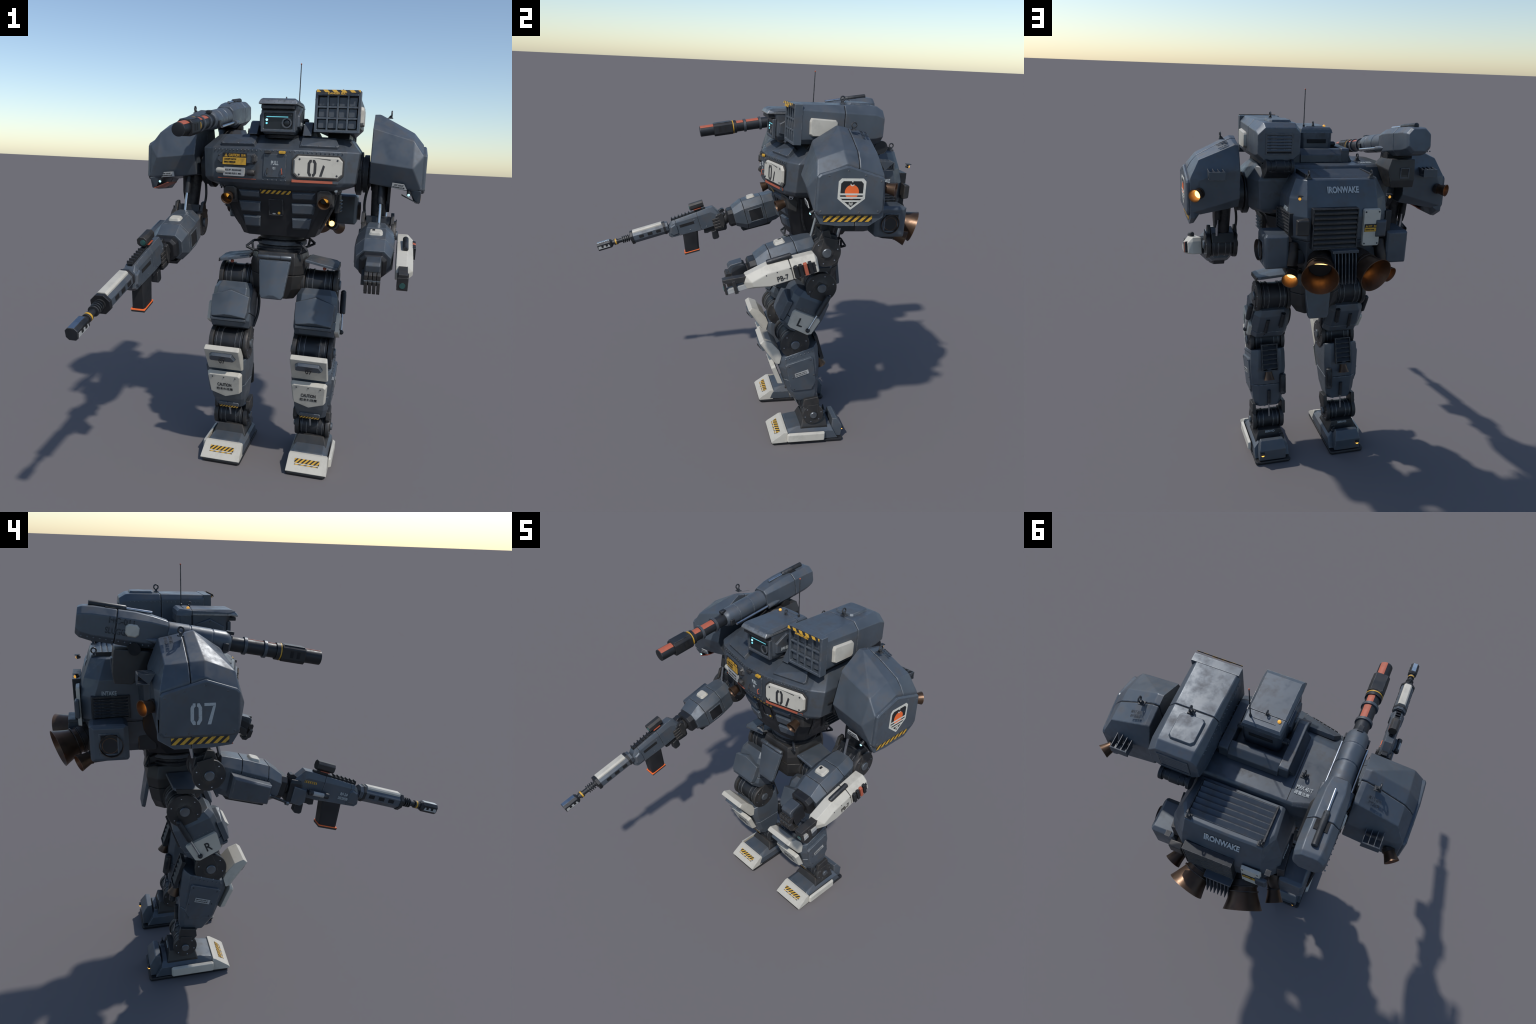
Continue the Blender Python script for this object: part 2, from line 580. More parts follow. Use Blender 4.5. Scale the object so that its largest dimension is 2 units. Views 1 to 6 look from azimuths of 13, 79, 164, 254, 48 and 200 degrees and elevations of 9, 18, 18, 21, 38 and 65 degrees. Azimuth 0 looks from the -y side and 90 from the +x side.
FX = V((.9738, .2272, 0)).normalized()          # run of the right-hand chest facet
def facet(u, z, s=1, off=0.0):
    """Point on the slanted chest facet, u metres out from its inner edge."""
    p = V((.082, .036, z)) + FX * u
    n = V((.2272, -.9738, 0))
    p = p + n * off
    return V((s * p.x, p.y, p.z))
def facet_frame(u, z, s=1, off=0.0):
    return frame(facet(u, z, s, off), (FX.x, s * FX.y, 0), (0, 0, 1))

# sloping roof plates
for s in (1, -1):
    pl = [(.100, .054, 1.604), (.276, .096, 1.604), (.284, .105, 1.611), (.262, .139, 1.649), (.118, .139, 1.655), (.100, .118, 1.643)]
    n = (V(pl[1]) - V(pl[0])).cross(V(pl[4]) - V(pl[0])).normalized()
    if n.z < 0:
        n = -n
    c = sum((V(p) for p in pl), V()) / 6
    low = [V(p) - n * .018 for p in pl]
    top = [c + (V(p) - c) * .93 + n * .003 for p in pl]
    o = add('roof_plate', hull(low + top), CHEST, torso, s, .002)
    b = [c + (V(p) - c) * .85 + n * .003 for p in (pl[0], pl[1])]
    bolts(line(b[0], b[1], 3), n, .0028, o, side=s)
# rivet rows along the chest edge and under the hatch
for s in (1, -1):
    bolts([facet(u, 1.578, 1, 0) for u in [.008 + i * .0195 for i in range(12)]], (.2272, -.9738, 0), .0030, torso, side=s)
bolts(line((-.068, .036, 1.579), (.068, .036, 1.579), 8), (0, -1, 0), .003, torso)
bolts(line((-.052, .036, 1.448), (.052, .036, 1.448), 6), (0, -1, 0), .003, torso)
# access hatch
hatch = add('access_hatch', plate(FRONT((0, .036, 1.513)), crect(.104, .104, .004), -.002, .006), CHEST, torso, bevel=.0015)
for x in (-.033, .033):
    add('hinge', plate(FRONT((x, .030, 1.573)), crect(.030, .013, .003), -.002, .011), YELLOW if x > 0 else IRON, hatch, bevel=.0015)
    g = tube([(x, .030, 1.500), (x, .020, 1.497), (x + .004 * (x > 0), .020, 1.478), (x, .030, 1.475)], .0022, 6, 3)
    rounded('grab_handle', g, ORANGE if x > 0 else IRON, hatch)
bolts([(-.045, .030, 1.47), (.045, .030, 1.47), (-.045, .030, 1.556), (.045, .030, 1.556)], (0, -1, 0), .002, hatch)
text('PULL', FRONT((0, .0299, 1.525)), .034, .019, PRINTW, hatch)
text('引', FRONT((-.003, .0299, 1.501)), .013, .012, PRINTW, hatch)
# white number plate on the left breast
fw = facet_frame(.1135, 1.5135, 1)
wp = add('number_plate', plate(fw, crect(.226, .102, .020), -.002, .016, .007), WHITE, torso, bevel=.002)
add('plate_backing', plate(fw, crect(.236, .112, .022), -.001, .004), IRON, torso, bevel=.0015)
for x in (-.085, .085):
    for y in (-.034, .034):
        p = fw @ V((x, y, .016))
        bolts([p], fw.to_3x3() @ V((0, 0, 1)), .0045, wp, GUN)
def zero_halves(w, h, t, gap):
    """Stencil nought: two bracket halves."""
    r = w * .38
    L = []
    for sg in (-1, 1):
        o = [(sg * gap / 2, h / 2), (sg * (w / 2 - r * .55), h / 2), (sg * w / 2, h / 2 - r), (sg * w / 2, -h / 2 + r),
             (sg * (w / 2 - r * .55), -h / 2), (sg * gap / 2, -h / 2), (sg * gap / 2, -h / 2 + t),
             (sg * (w / 2 - t - r * .2), -h / 2 + t), (sg * (w / 2 - t), -h / 2 + t + r * .4),
             (sg * (w / 2 - t), h / 2 - t - r * .4), (sg * (w / 2 - t - r * .2), h / 2 - t), (sg * gap / 2, h / 2 - t)]
        L.append(o)
    return L
def mark(polys, fr, d0, d1, mat, parent, name='marking'):
    g = Geo()
    for p in polys:
        g = g + plate(fr, p, d0, d1)
    return add(name, g, mat, parent, bevel=0)
def shiftp(poly, dx, dy):
    return [(x + dx, y + dy) for x, y in poly]
big0 = [shiftp(p, -.028, -.004) for p in zero_halves(.040, .074, .012, .004)]
mark(big0 + [[(.006, -.040), (.018, -.040), (.030, .006), (.021, .012)]], fw, .016, .0168, PRINTK, wp, 'number')
mark([[(-.034, .0425), (.052, .033), (.056, .037), (.030, .0385)]], fw, .0150, .0166, PRINTK, wp, 'number')
# orange bar under the plate
ob = add('orange_bar', plate(facet_frame(.103, 1.4485), rect(.210, .0125), -.003, .004), ORANGE, torso, bevel=.001)
add('bar_end', plate(facet_frame(.196, 1.4485), rect(.026, .012), .003, .0048), CHEST, ob, bevel=.0008)
add('orange_bar', plate(facet_frame(.103, 1.4470, -1), rect(.200, .003), -.003, .003), ORANGE, torso, bevel=.0005)
# warning plates on the right breast
fc = facet_frame(.1045, 1.5385, -1)
cp = add('warning_plate_mount', plate(fc, crect(.212, .052, .016), -.003, .011, .006), CHEST, torso, bevel=.002)
yp = add('warning_label', plate(fc, rect(.126, .055, -.008, -.003), .011, .0135), HAZBLK, cp, bevel=.0006)
add('label_field', plate(fc, rect(.122, .033, -.008, -.0125), .0135, .0142), YELLOW, yp, bevel=0)
tri = [(-.061, .007), (-.044, .007), (-.0525, .021)]
mark([tri], fc, .0135, .0143, YELLOW, yp, 'warning_triangle')
mark([[(-.0535, .011), (-.0515, .011), (-.0518, .017), (-.0532, .017)]], fc, .0143, .0147, HAZBLK, yp, 'exclamation_mark')
text('CAUTION', fc @ M.Translation((-.010, .014, .0134)), .056, .013, YELLOW, yp)
text('注意', fc @ M.Translation((.038, .014, .0134)), .024, .011, YELLOW, yp)
text('COCKPIT HATCH', fc @ M.Translation((-.029, -.004, .0141)), .062, .008, HAZBLK, yp)
text('登降口 開閉注意', fc @ M.Translation((-.031, -.017, .0141)), .060, .008, HAZBLK, yp)
bolts([fc @ V((x, y, .011)) for x in (-.092, .080) for y in (-.012, .012)], fc.to_3x3() @ V((0, 0, 1)), .0045, cp, GUN)
add('mount_clasp', plate(facet_frame(.014, 1.5385, -1), crect(.024, .044, .008), .004, .018, .006), IRON, cp, bevel=.0015)
fl = facet_frame(.105, 1.481, -1)
g = lathe(fl @ V((-.105, 0, .002)), fl.to_3x3() @ V((1, 0, 0)), [(0, .010), (.006, .0135), (.05, .0135)], 14)
rounded('round_cap', g, WHITE, torso)
lp = add('data_plate', plate(fl, crect(.110, .040, .003, -.010, -.004), .001, .012), LABEL, torso, bevel=.001)
for k, (t, w) in enumerate((('KCC-07 : IRONWAKE', .085), ('HAZARD PLEX 2  MK2', .085))):
    text(t, fl @ M.Translation((-.012, .004 - .016 * k, .0118)), w, .0075, PRINTK, lp)
g = lathe(fl @ V((.056, -.004, .004)), fl.to_3x3() @ V((1, 0, 0)), [(0, .010), (.004, .014), (.034, .014), (.040, .010)], 14)
rounded('round_cap', g, IRON, torso)
# tow rings under the chest
for s in (1, -1):
    add('tow_hook', torus((.275, .13, 1.405), (1, 0, 0), .008, .003) + box(.268, .282, .12, .14, 1.405, 1.425), STEEL if s > 0 else GUN, torso, s, .0008)

# ================================================================= ABDOMEN
ab_lv = [(1.178, [(.070, .162), (.140, .174), (.178, .222), (.185, .37), (.15, .45)]),
         (1.215, [(.075, .150), (.152, .163), (.195, .208), (.20, .40), (.16, .47)]),
         (1.340, [(.078, .113), (.215, .135), (.258, .180), (.26, .42), (.22, .48)]),
         (1.405, [(.078, .083), (.235, .115), (.28, .162), (.28, .42), (.24, .48)])]
abdomen = add('abdomen', stack(ab_lv), BLACK, mech, bevel=.004)
def ab_front(x, z):
    """Depth of the abdomen front at height z (centre facet or slanted facet)."""
    for (z0, h0), (z1, h1) in zip(ab_lv, ab_lv[1:]):
        if z0 <= z <= z1:
            t = (z - z0) / (z1 - z0)
            a = [h0[0][i] + (h1[0][i] - h0[0][i]) * t for i in (0, 1)]
            b = [h0[1][i] + (h1[1][i] - h0[1][i]) * t for i in (0, 1)]
            if x <= a[0]:
                return a[1]
            return a[1] + (b[1] - a[1]) * (x - a[0]) / (b[0] - a[0])
    return .1
hz = V((0, .0845, 1.3920))
hazard(frame(hz + V((0, -.0012, 0)), (1, 0, 0), (0, -.42, .91)), .146, .019, 6, abdomen, .9)
for s in (1, -1):
    for z1, z0, xi, xo in ((1.398, 1.358, .074, .188), (1.346, 1.288, .072, .190), (1.276, 1.216, .074, .170)):
        ins = .014
        lo = [(xi, ab_front(xi, z1) + .004, z1), (xo, ab_front(xo, z1) + .004, z1), (xo - .012, ab_front(xo, z0) + .004, z0), (xi + .004, ab_front(xi, z0) + .004, z0)]
        hi = [(xi + .005, ab_front(xi, z1 - ins) - .016, z1 - .010), (xo - .012, ab_front(xo, z1 - ins) - .016, z1 - .010),
              (xo - .020, ab_front(xo, z0) - .016, z0 + .009), (xi + .007, ab_front(xi, z0) - .016, z0 + .009)]
        add('rib_panel', hull(lo + hi), PAINT, abdomen, s, .003)
fwin = frame((0, ab_front(0, 1.320) - .001, 1.320), (1, 0, 0), (0, -.29, .957))
wf = rim(fwin, .070, .082, .005, -.002, .005)
w = add('sensor_window', wf, GUN, abdomen, bevel=.001)
add('window_glass', plate(fwin, rect(.063, .074), -.001, .0012), GLASS, w, bevel=0)
add('window_dot', plate(fwin, crect(.012, .012, .003, .014, -.028), .0012, .004), YELLOW, w, bevel=0)
add('window_dot', plate(fwin, crect(.016, .006, .003, -.010, -.032), .0012, .003), LABEL, w, bevel=0)
# side vents and small lamps
for s in (1, -1):
    add('side_vent', box(.262, .284, .24, .36, 1.300, 1.385), BLACK, abdomen, s, .003)
    row('vent_slat', hull([(.280, .25, 1.310), (.292, .25, 1.306), (.292, .35, 1.306), (.280, .35, 1.310), (.280, .25, 1.315), (.280, .35, 1.315), (.292, .25, 1.309), (.292, .35, 1.309)]),
        [(0, 0, .0165 * i) for i in range(4)], GUN, abdomen, s, 0)
    hs = add('thruster_housing', hull([(.185, .125, 1.330), (.268, .165, 1.330), (.192, .100, 1.345), (.262, .120, 1.345), (.190, .098, 1.400), (.205, .092, 1.410), (.245, .104, 1.410), (.262, .118, 1.395), (.268, .17, 1.40), (.19, .14, 1.41)]), IRON, abdomen, s, .005)
    nozzle((.2265, .108, 1.366), (.06, -.85, -.30), .045, .020, .029, hs, s, BRONZE, True, DIM)
    lm = rounded('side_lamp', lathe((.238, .198, 1.338), (1, -.3, -.3), [(-.02, .009), (.016, .009)], 12), GUN, abdomen, s)
    rounded('lamp_lens', ball((.2535, .193, 1.3325), .0042, 10), ICE, lm, s)
    # slender braces and hose between chest and hip
    rounded('brace_hose', tube([(.275, .18, 1.40), (.262, .19, 1.34), (.235, .205, 1.28), (.20, .23, 1.22)], .006, 8), GUN, abdomen, s)

# ================================================================= WAIST
wr = lathe((0, .322, 1.085), (0, 0, 1), [(0, .118), (.008, .128), (.022, .128), (.028, .118), (.036, .118), (.042, .124), (.064, .124), (.070, .112), (.10, .112)], 48)
waist = rounded('waist_ring', wr, GUN, mech, angle=35)
rounded('ring_band', lathe((0, .322, 1.129), (0, 0, 1), [(0, .124), (.0, .1262), (.016, .1262), (.016, .124)], 48), CHEST, waist)
for s in (1, -1):
    # folded clamp frames standing out at the flanks
    for y, q in ((.452, 1), (.195, -1)):
        a, b, c = V((.118, y, 1.146)), V((.152, y + q * .018, 1.116)), V((.116, y + q * .004, 1.098))
        r0, r1 = V((.082, y - q * .045, 1.146)), V((.092, y - q * .040, 1.096))
        g = Geo()
        for p, t in ((r0, a), (a, b), (b, c), (c, r1), (a + V((.008, 0, -.006)), c + V((.002, 0, .004)))):
            g = g + tube([p, t], .0068, 4)
        add('waist_clamp', g, GUN, waist, s, .001)
add('spine_column', hull([(x, y, z) for x in (-.08, .08) for y in (.36, .46) for z in (1.09, 1.20)]), GUN, waist, bevel=.004)

# ================================================================= PELVIS
pel_geo = stack([
    (.858, [(.055, .222), (.086, .25), (.088, .38), (.055, .42)]),
    (.912, [(.080, .200), (.126, .240), (.128, .40), (.080, .44)]),
    (.983, [(.088, .186), (.132, .238), (.134, .41), (.09, .455)]),
    (1.035, [(.095, .178), (.137, .230), (.138, .415), (.095, .462)]),
    (1.075, [(.092, .180), (.126, .230), (.128, .41), (.09, .455)]),
    (1.096, [(.088, .186), (.118, .233), (.122, .405), (.085, .445)])])
pelvis = add('pelvis', split(pel_geo, [((0, 0, .984), (0, 0, 1))], .003), IRON, mech, bevel=.004)
add('seam_filler', shrink(pel_geo, .004), VOID, pelvis, bevel=0)  # black filler added inside so the pelvis seam stays dark
# front flap on its axle
fl_out = [(-.078, 0), (-.080, -.012), (-.060, -.176), (-.050, -.193), (.050, -.193), (.060, -.176), (.080, -.012), (.078, 0)]
ff = frame((0, .146, 1.066), (1, 0, 0), (0, .26, 1))
flap = add('front_flap', hull([ff @ V((x, y, -.014)) for x, y in fl_out] + [ff @ V((x * .94, -.004 + (y) * .97, .0)) for x, y in fl_out] +
                              [ff @ V((x, y, .008)) for x, y in ((-.016, -.012), (.016, -.012), (.012, -.176), (-.012, -.176))]), PAINT, pelvis, bevel=.003)
rounded('flap_axle', lathe((-.082, .148, 1.077), (1, 0, 0), [(0, .009), (.003, .0115), (.05, .0115), (.052, .0095), (.112, .0095), (.114, .0115), (.161, .0115), (.164, .009)], 16), BOLT, flap)
bolts([ff @ V((-.066, -.014, 0)), ff @ V((.066, -.014, 0))], ff.to_3x3() @ V((0, 0, 1)), .003, flap)
fb = frame((0, .449, 1.045), (-1, 0, 0), (0, -.19, 1))
rflap = add('rear_flap', hull([fb @ V((x * .95, y, -.014)) for x, y in fl_out] + [fb @ V((x * .9, -.004 + y * .97, .004)) for x, y in fl_out]), PAINT, pelvis, bevel=.003)
rounded('flap_axle', cyl((-.075, .446, 1.050), (.075, .446, 1.050), .010, 14), IRON, rflap)
for s in (1, -1):
    # hip skirt: thin plate with turned-down rim
    c0 = [(.140, .205, 1.066), (.150, .378, 1.070), (.285, .362, 1.052), (.300, .345, 1.046), (.302, .225, 1.036), (.290, .210, 1.036)]
    up = [V(p) for p in c0]
    cc = sum(up, V()) / 6
    sk = add('hip_skirt', hull([cc + (p - cc) * .96 + V((0, 0, .003)) for p in up] + [p for p in up] + [p - V((0, 0, .011)) for p in up]), PAINT, pelvis, s, .002)
    add('skirt_rim', hull([(.296, .222, 1.040), (.303, .222, 1.038), (.296, .350, 1.050), (.303, .350, 1.048), (.300, .225, 1.020), (.305, .225, 1.020), (.300, .345, 1.028), (.305, .345, 1.028)]), IRON, sk, s, .001)
    rounded('skirt_lamp', ball((.235, .235, 1.026), .009, 12), ORANGE, sk, s)
    rounded('skirt_hinge', cyl((.142, .22, 1.060), (.147, .365, 1.062), .008, 10), IRON, sk, s)
    bolts([(.165, .225, 1.0665), (.165, .36, 1.069)], (0.1, 0, 1), .003, sk, side=s)

# ================================================================= JOINTS
def joint(name, y, z, x0, x1, r, s, parent, cap_r, bolt_n=6, disc=.026, strap=None):
    """Hinge drum lying along x between two cheek discs, with a hub cap and bolt circle."""
    rd = r * .87
    w = x1 - x0
    prof = [(disc, rd), (disc + .03, rd), (disc + .03, rd * 1.035), (disc + .036, rd * 1.035), (disc + .036, rd * .965),
            (w - disc - .036, rd * .965), (w - disc - .036, rd * 1.035), (w - disc - .03, rd * 1.035), (w - disc - .03, rd), (w - disc, rd)]
    j = rounded(name, lathe((x0, y, z), (1, 0, 0), prof, 48), GUN, mech, s)
    rg = Geo()
    for t in (disc + .010, disc + .035, w - disc - .0365, w - disc - .0115):
        rg = rg + lathe((x0 + t, y, z), (1, 0, 0), [(0, rd * .9), (0, rd * 1.042), (.0014, rd * 1.042), (.0014, rd * .9), (0, rd * .9)], 48, False)
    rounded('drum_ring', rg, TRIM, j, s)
    for xx, dr in ((x0, -1), (x1, 1)):
        o = V((xx, y, z))
        if strap:
            u = V((0, strap[0], strap[1])).normalized()
            v = V((dr, 0, 0)).cross(u)
            st = hull([o + V((dr * q, 0, 0)) + u * a + v * b for q in (-.002, .0028) for a, b in ((-r * .34, -r * .30), (-r * .34, r * .30), (0, r * .44), (0, -r * .44), (r * 1.02, r * .50), (r * 1.02, -r * .50))])
            add('hinge_strap', st, IRON, j, s, .0012)
        pr = [(-disc + .004, r * .90), (-disc + .006, r * .98), (-.004, r), (0, r * .97), (0, cap_r * 1.25), (.0005, cap_r * 1.22)]
        c = rounded('cheek_disc', lathe(o, (dr, 0, 0), pr, 40), IRON, j, s)
        rounded('hub_cap', lathe(o, (dr, 0, 0), [(-.004, cap_r), (.009, cap_r), (.012, cap_r * .86)], 24), BOLT, c, s)
        pts = [o + V((0, math.cos(a) * r * .78, math.sin(a) * r * .78)) for a in [2 * math.pi * (i + .3) / bolt_n for i in range(bolt_n)]]
        bolts(pts, (dr, 0, 0), .0032, c, STEEL, side=s, h=.002)
    return j

for s in (1, -1):
    joint('hip_joint', .312, .935, .118, .302, .082, s, mech, .024, strap=(-.36, -.93))
    joint('knee_joint', .189, .619, .112, .308, .079, s, mech, .024, strap=(.42, .9))
    joint('ankle_joint', .318, .180, .130, .308, .060, s, mech, .019, strap=(-.1, 1))
    joint('elbow_joint', .247, 1.212, .398, .556, .070, s, mech, .022, strap=(.25, 1))

# ================================================================= LEGS
TH = RAD(21.4)
def th(x, d, w):
    """Thigh frame: d down from the hip toward the knee, w forward."""
    return V((x, .313 - d * math.sin(TH) - w * math.cos(TH), .935 - d * math.cos(TH) + w * math.sin(TH)))

for s in (1, -1):
    # ---- thigh
    def thring(d, x0, x1, wb, wf, c):
        p = chrect(x0, x1, wb, wf, c)
        return [th(x, d, w) for x, w in p]
    body = loft([thring(.046, .126, .296, -.072, .106, .026), thring(.080, .111, .311, -.088, .122, .028),
                 thring(.165, .109, .316, -.088, .124, .028), thring(.240, .110, .314, -.078, .118, .028), thring(.272, .118, .306, -.056, .090, .028)])
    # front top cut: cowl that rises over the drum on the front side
    thigh = add('thigh', split(body, [(th(.2, .20, 0), th(0, 1, 0) - th(0, 0, 0))][:1], .0025), PAINT, mech, s, .004)
    add('seam_filler', shrink(body, .004), VOID, thigh, s, 0)  # added black core that closes the thigh seam
    # faceted front plate with peaked top
    fp = [(.210, .088), (.309, .124), (.306, .205), (.298, .236), (.122, .236), (.114, .205), (.111, .124)]
    pl = hull([th(x, d, .114) for x, d in fp] + [th(.210 + (x - .210) * .95, .165 + (d - .165) * .95, .140) for x, d in fp] +
              [th(.210, .100, .156), th(.195, .224, .154), th(.226, .224, .154)])
    add('thigh_plate', pl, PAINT, thigh, s, .003)
    add('plate_lip', hull([th(x, d, w) for x in (.124, .298) for d, w in ((.238, .10), (.252, .10), (.238, .132), (.250, .126))]), PAINT, thigh, s, .003)
    # white outer panel and rivets
    wpl = [(.150, .090), (.165, .098), (.245, .090), (.252, .080), (.262, -.030), (.250, -.050), (.165, -.064), (.155, -.056)]
    op = add('outer_panel', hull([th(.308, d, w) for d, w in wpl] + [th(.330, .205 + (d - .205) * .95, .01 + (w - .01) * .96) for d, w in wpl]), WHITE, thigh, s, .003)
    bolts([th(.313, .140, -.05 + .022 * i) for i in range(7)], (1, 0, 0), .003, thigh, side=s)
    # lettering leans with the thigh
    upv = th(0, -1, 0) - th(0, 0, 0)
    fr = frame(th(s * .3302, .206, .035), upv.cross(V((s, 0, 0))), upv)
    text('L' if s > 0 else 'R', fr, .030, .046, PRINTK, op, bold=.02)
    # outer damper
    a, b = th(.326, .045, -.045), th(.326, .135, -.058)
    c = th(.328, .225, -.010)
    pa, pc = V((.328, .343, .892)), V((.336, .245, .712))
    mid = pa + (pc - pa) * .52
    dm = rounded('damper', lathe(pa, pc - pa, [(0, .012), (.01, .0145), ((mid - pa).length, .0145), ((mid - pa).length + .004, .010)], 16), GUN, thigh, s)
    rounded('damper_rod', cyl(mid, pc, .005, 10), STEEL, dm, s)
    rounded('damper_eye', ball(pa, .014, 12) + ball(pc, .012, 12), GUN, dm, s)
    # inner hose and rear pistons
    rounded('hose', tube([th(.114, .06, -.02), th(.100, .11, -.03), th(.098, .18, -.03), th(.110, .25, -.02)], .007, 8), BLACK, thigh, s)
    for x, r, d0, d1 in ((.155, .013, .06, .15), (.235, .010, .10, .19)):
        p0, p1, p2 = th(x, d0, -.088), th(x + .006, d1, -.092), th(x + .012, d1 + .075, -.060)
        pr = rounded('rear_piston', cyl(p0, p1, r, 14), GUN, thigh, s)
        rounded('piston_rod', cyl(p1, p2, r * .42, 10), STEEL, pr, s)
    # ---- knee cap
    kp = [(.001, .626), (.022, .643), (.066, .626), (.110, .578), (.123, .545), (.104, .502), (.090, .504)]
    kg = hull([(x, y, z) for x in (.127, .295) for y, z in kp] + [(x, y + .008, z) for x in (.122, .300) for y, z in kp[:1] + kp[5:6]])
    knee = add('knee_guard', kg, WHITE, mech, s, .004)
    kf = frame(((.211) * s, .0455, .565), (1, 0, 0), (0, -.590, .807))
    kn = kf.to_3x3() @ V((0, 0, 1))
    kpl = [(-.056, .006), (.058, .006), (.070, .016), (.054, .058), (-.050, .058), (-.064, .044), (-.066, .012)]
    kb = add('knee_badge', plate(kf, kpl, -.006, .016, .007), PAINT, knee, bevel=.0015)
    bolts([kf @ V((x, .018, .016)) for x in (-.045, 0, .045)], kn, .002, kb)
    text('07', kf @ M.Translation((.004, .024, .024)), .032, .036, PRINTK, kb, 'number')
    # ---- shin
    sh = loft([[V((x, y, z)) for x, y, z in r] for r in (
        [(.155, .212, .262), (.265, .212, .262), (.285, .230, .262), (.285, .318, .266), (.262, .338, .268), (.164, .338, .268), (.142, .318, .266), (.142, .230, .262)],
        [(.140, .172, .320), (.280, .172, .320), (.300, .195, .320), (.300, .320, .315), (.272, .342, .312), (.154, .342, .312), (.131, .320, .315), (.131, .195, .320)],
        [(.132, .112, .480), (.288, .112, .480), (.316, .145, .480), (.316, .312, .490), (.280, .335, .495), (.146, .335, .495), (.116, .312, .490), (.116, .145, .480)],
        [(.136, .108, .520), (.284, .108, .520), (.314, .140, .530), (.314, .296, .575), (.278, .322, .590), (.148, .322, .590), (.118, .296, .575), (.118, .140, .530)],
        [(.138, .112, .540), (.282, .112, .540), (.310, .142, .548), (.310, .290, .600), (.276, .314, .612), (.150, .314, .612), (.121, .290, .600), (.121, .142, .548)])])
    shin = add('shin', split(sh, [((0, 0, .405), (0, 0, 1))], .002), PAINT, mech, s, .004)
    add('seam_filler', shrink(sh, .004), VOID, shin, s, 0)  # black core added to darken the shin seam
    # outer service panel
    def so(y, z, x=.318):
        return V((x - max(0, .48 - z) * .105, y, z))
    pp = [(.140, .500), (.152, .512), (.278, .552), (.290, .545), (.318, .395), (.300, .342), (.196, .335), (.178, .350)]
    sp = add('service_panel', hull([so(y, z, .312) for y, z in pp] + [so(.235 + (y - .235) * .96, .44 + (z - .44) * .96, .326) for y, z in pp]), PAINT, shin, s, .002)
    bolts([so(y, z, .3255) for y, z in ((.160, .496), (.276, .534), (.186, .425), (.300, .440), (.200, .350), (.300, .362))], (1, 0, .1), .0035, sp, GUN, side=s)
    bolts([V((.315, .140 + i * .0205, .534 + i * .0065)) for i in range(8)], (1, 0, 0), .003, shin, side=s)
    cc = so(.233, .452, .3262)
    if s < 0:
        cc.x = -cc.x
    ls = frame(cc, (0, s * 1, .32 * s), (0, -.3, 1)) if s > 0 else frame(cc, (0, -1, .02), (0, 0, 1))
    if s > 0:
        ls = frame(cc, (0, 1, .335), (0, -.335, 1))
    else:
        ls = frame(cc, (0, -1, -.335), (0, -.335, 1))
    lb = add('data_label', plate(ls, rect(.076, .024), 0, .0012), LABEL, sp, bevel=0)
    for k, t in enumerate(('SERVICE LOG A', 'LEG TORQUE 480 NM')):
        text(t, ls @ M.Translation((-.004, .005 - .010 * k, .0011)), .062, .005, PRINTK, lb)
    # white shin plate with pointed foot
    sf = frame((.211 * s, .1105, .428), (1, 0, 0), (0, -.385, .923))
    spl = [(-.090, .060), (-.080, .070), (.080, .070), (.090, .060), (.082, -.056), (.0, -.088), (-.082, -.056)]
    pl2 = add('shin_plate', plate(sf, spl, -.006, .020, .010), WHITE, shin, bevel=.003)
    bolts([sf @ V((x, .050, .020)) for x in (-.058, 0, .058)], sf.to_3x3() @ V((0, 0, 1)), .0035, pl2, GUN)
    text('CAUTION', sf @ M.Translation((0, .002, .0198)), .072, .021, PRINTK, pl2, bold=.03)
    text('挟まれ注意', sf @ M.Translation((0, -.025, .0198)), .084, .017, PRINTK, pl2)
    # small bumper with hazard strip
    bf = frame((.211 * s, .2035, .278), (1, 0, 0), (0, -.40, .92))
    bp = add('shin_bumper', plate(bf, crect(.112, .036, .006, 0, .004), -.010, .012, .004), PAINT, shin, bevel=.002)
    hazard(bf @ M.Translation((0, -.008, .0121)), .100, .012, 7, bp, .9)
    # calf vent panel leaning off the back, with slats
    vf = frame((.215 * s, .338, .572), (-1, 0, 0), (0, -.32, .947))
    vg = rim(vf, .092, .150, .006, -.012, .007)
    vp = add('calf_vent', vg, GUN, shin, bevel=.0015)
    add('vent_shadow', plate(vf, rect(.082, .140), -.010, -.006), VOID, vp, bevel=0)
    sl = hull([V((x, y, d)) for x in (-.041, .041) for y, d in ((0, -.006), (.022, -.006), (-.004, .003), (.0, .004))])
    src = None
    for i in range(5):
        m = vf @ M.Translation((0, -.060 + i * .026, 0))
        if src is None:
            src = add('vent_slat', sl, GUN, vp, bevel=.001)
            base = WORLD[src.name].copy()
            src.matrix_basis = WORLD[vp.name].inverted() @ m @ base
            WORLD[src.name] = m @ base
        else:
            again(src, 'vent_slat', m @ base, vp)
    nozzle((.220, .342, .492), (0, .42, -.90), .050, .017, .030, shin, s, BRONZE, False)
    rounded('nozzle_dome', ball((.220, .340, .498), .021, 14), CHEST, shin, s)
    # canister, damper rod at the heel
    can = lathe((.138, .340, .466), (0, .02 / .12, -1), [(0, .012), (.004, .017), (.016, .018), (.018, .0165), (.022, .018), (.112, .018), (.118, .013)], 16)
    rounded('canister', can, GUN, shin, s)
    hr = rounded('heel_damper', cyl((.214, .346, .372), (.214, .348, .290), .009, 12), GUN, shin, s)
    rounded('damper_rod', cyl((.214, .348, .290), (.214, .362, .215), .004, 10), STEEL, hr, s)
    rounded('front_damper', cyl((.212, .215, .262), (.212, .245, .205), .006, 10), STEEL, shin, s)
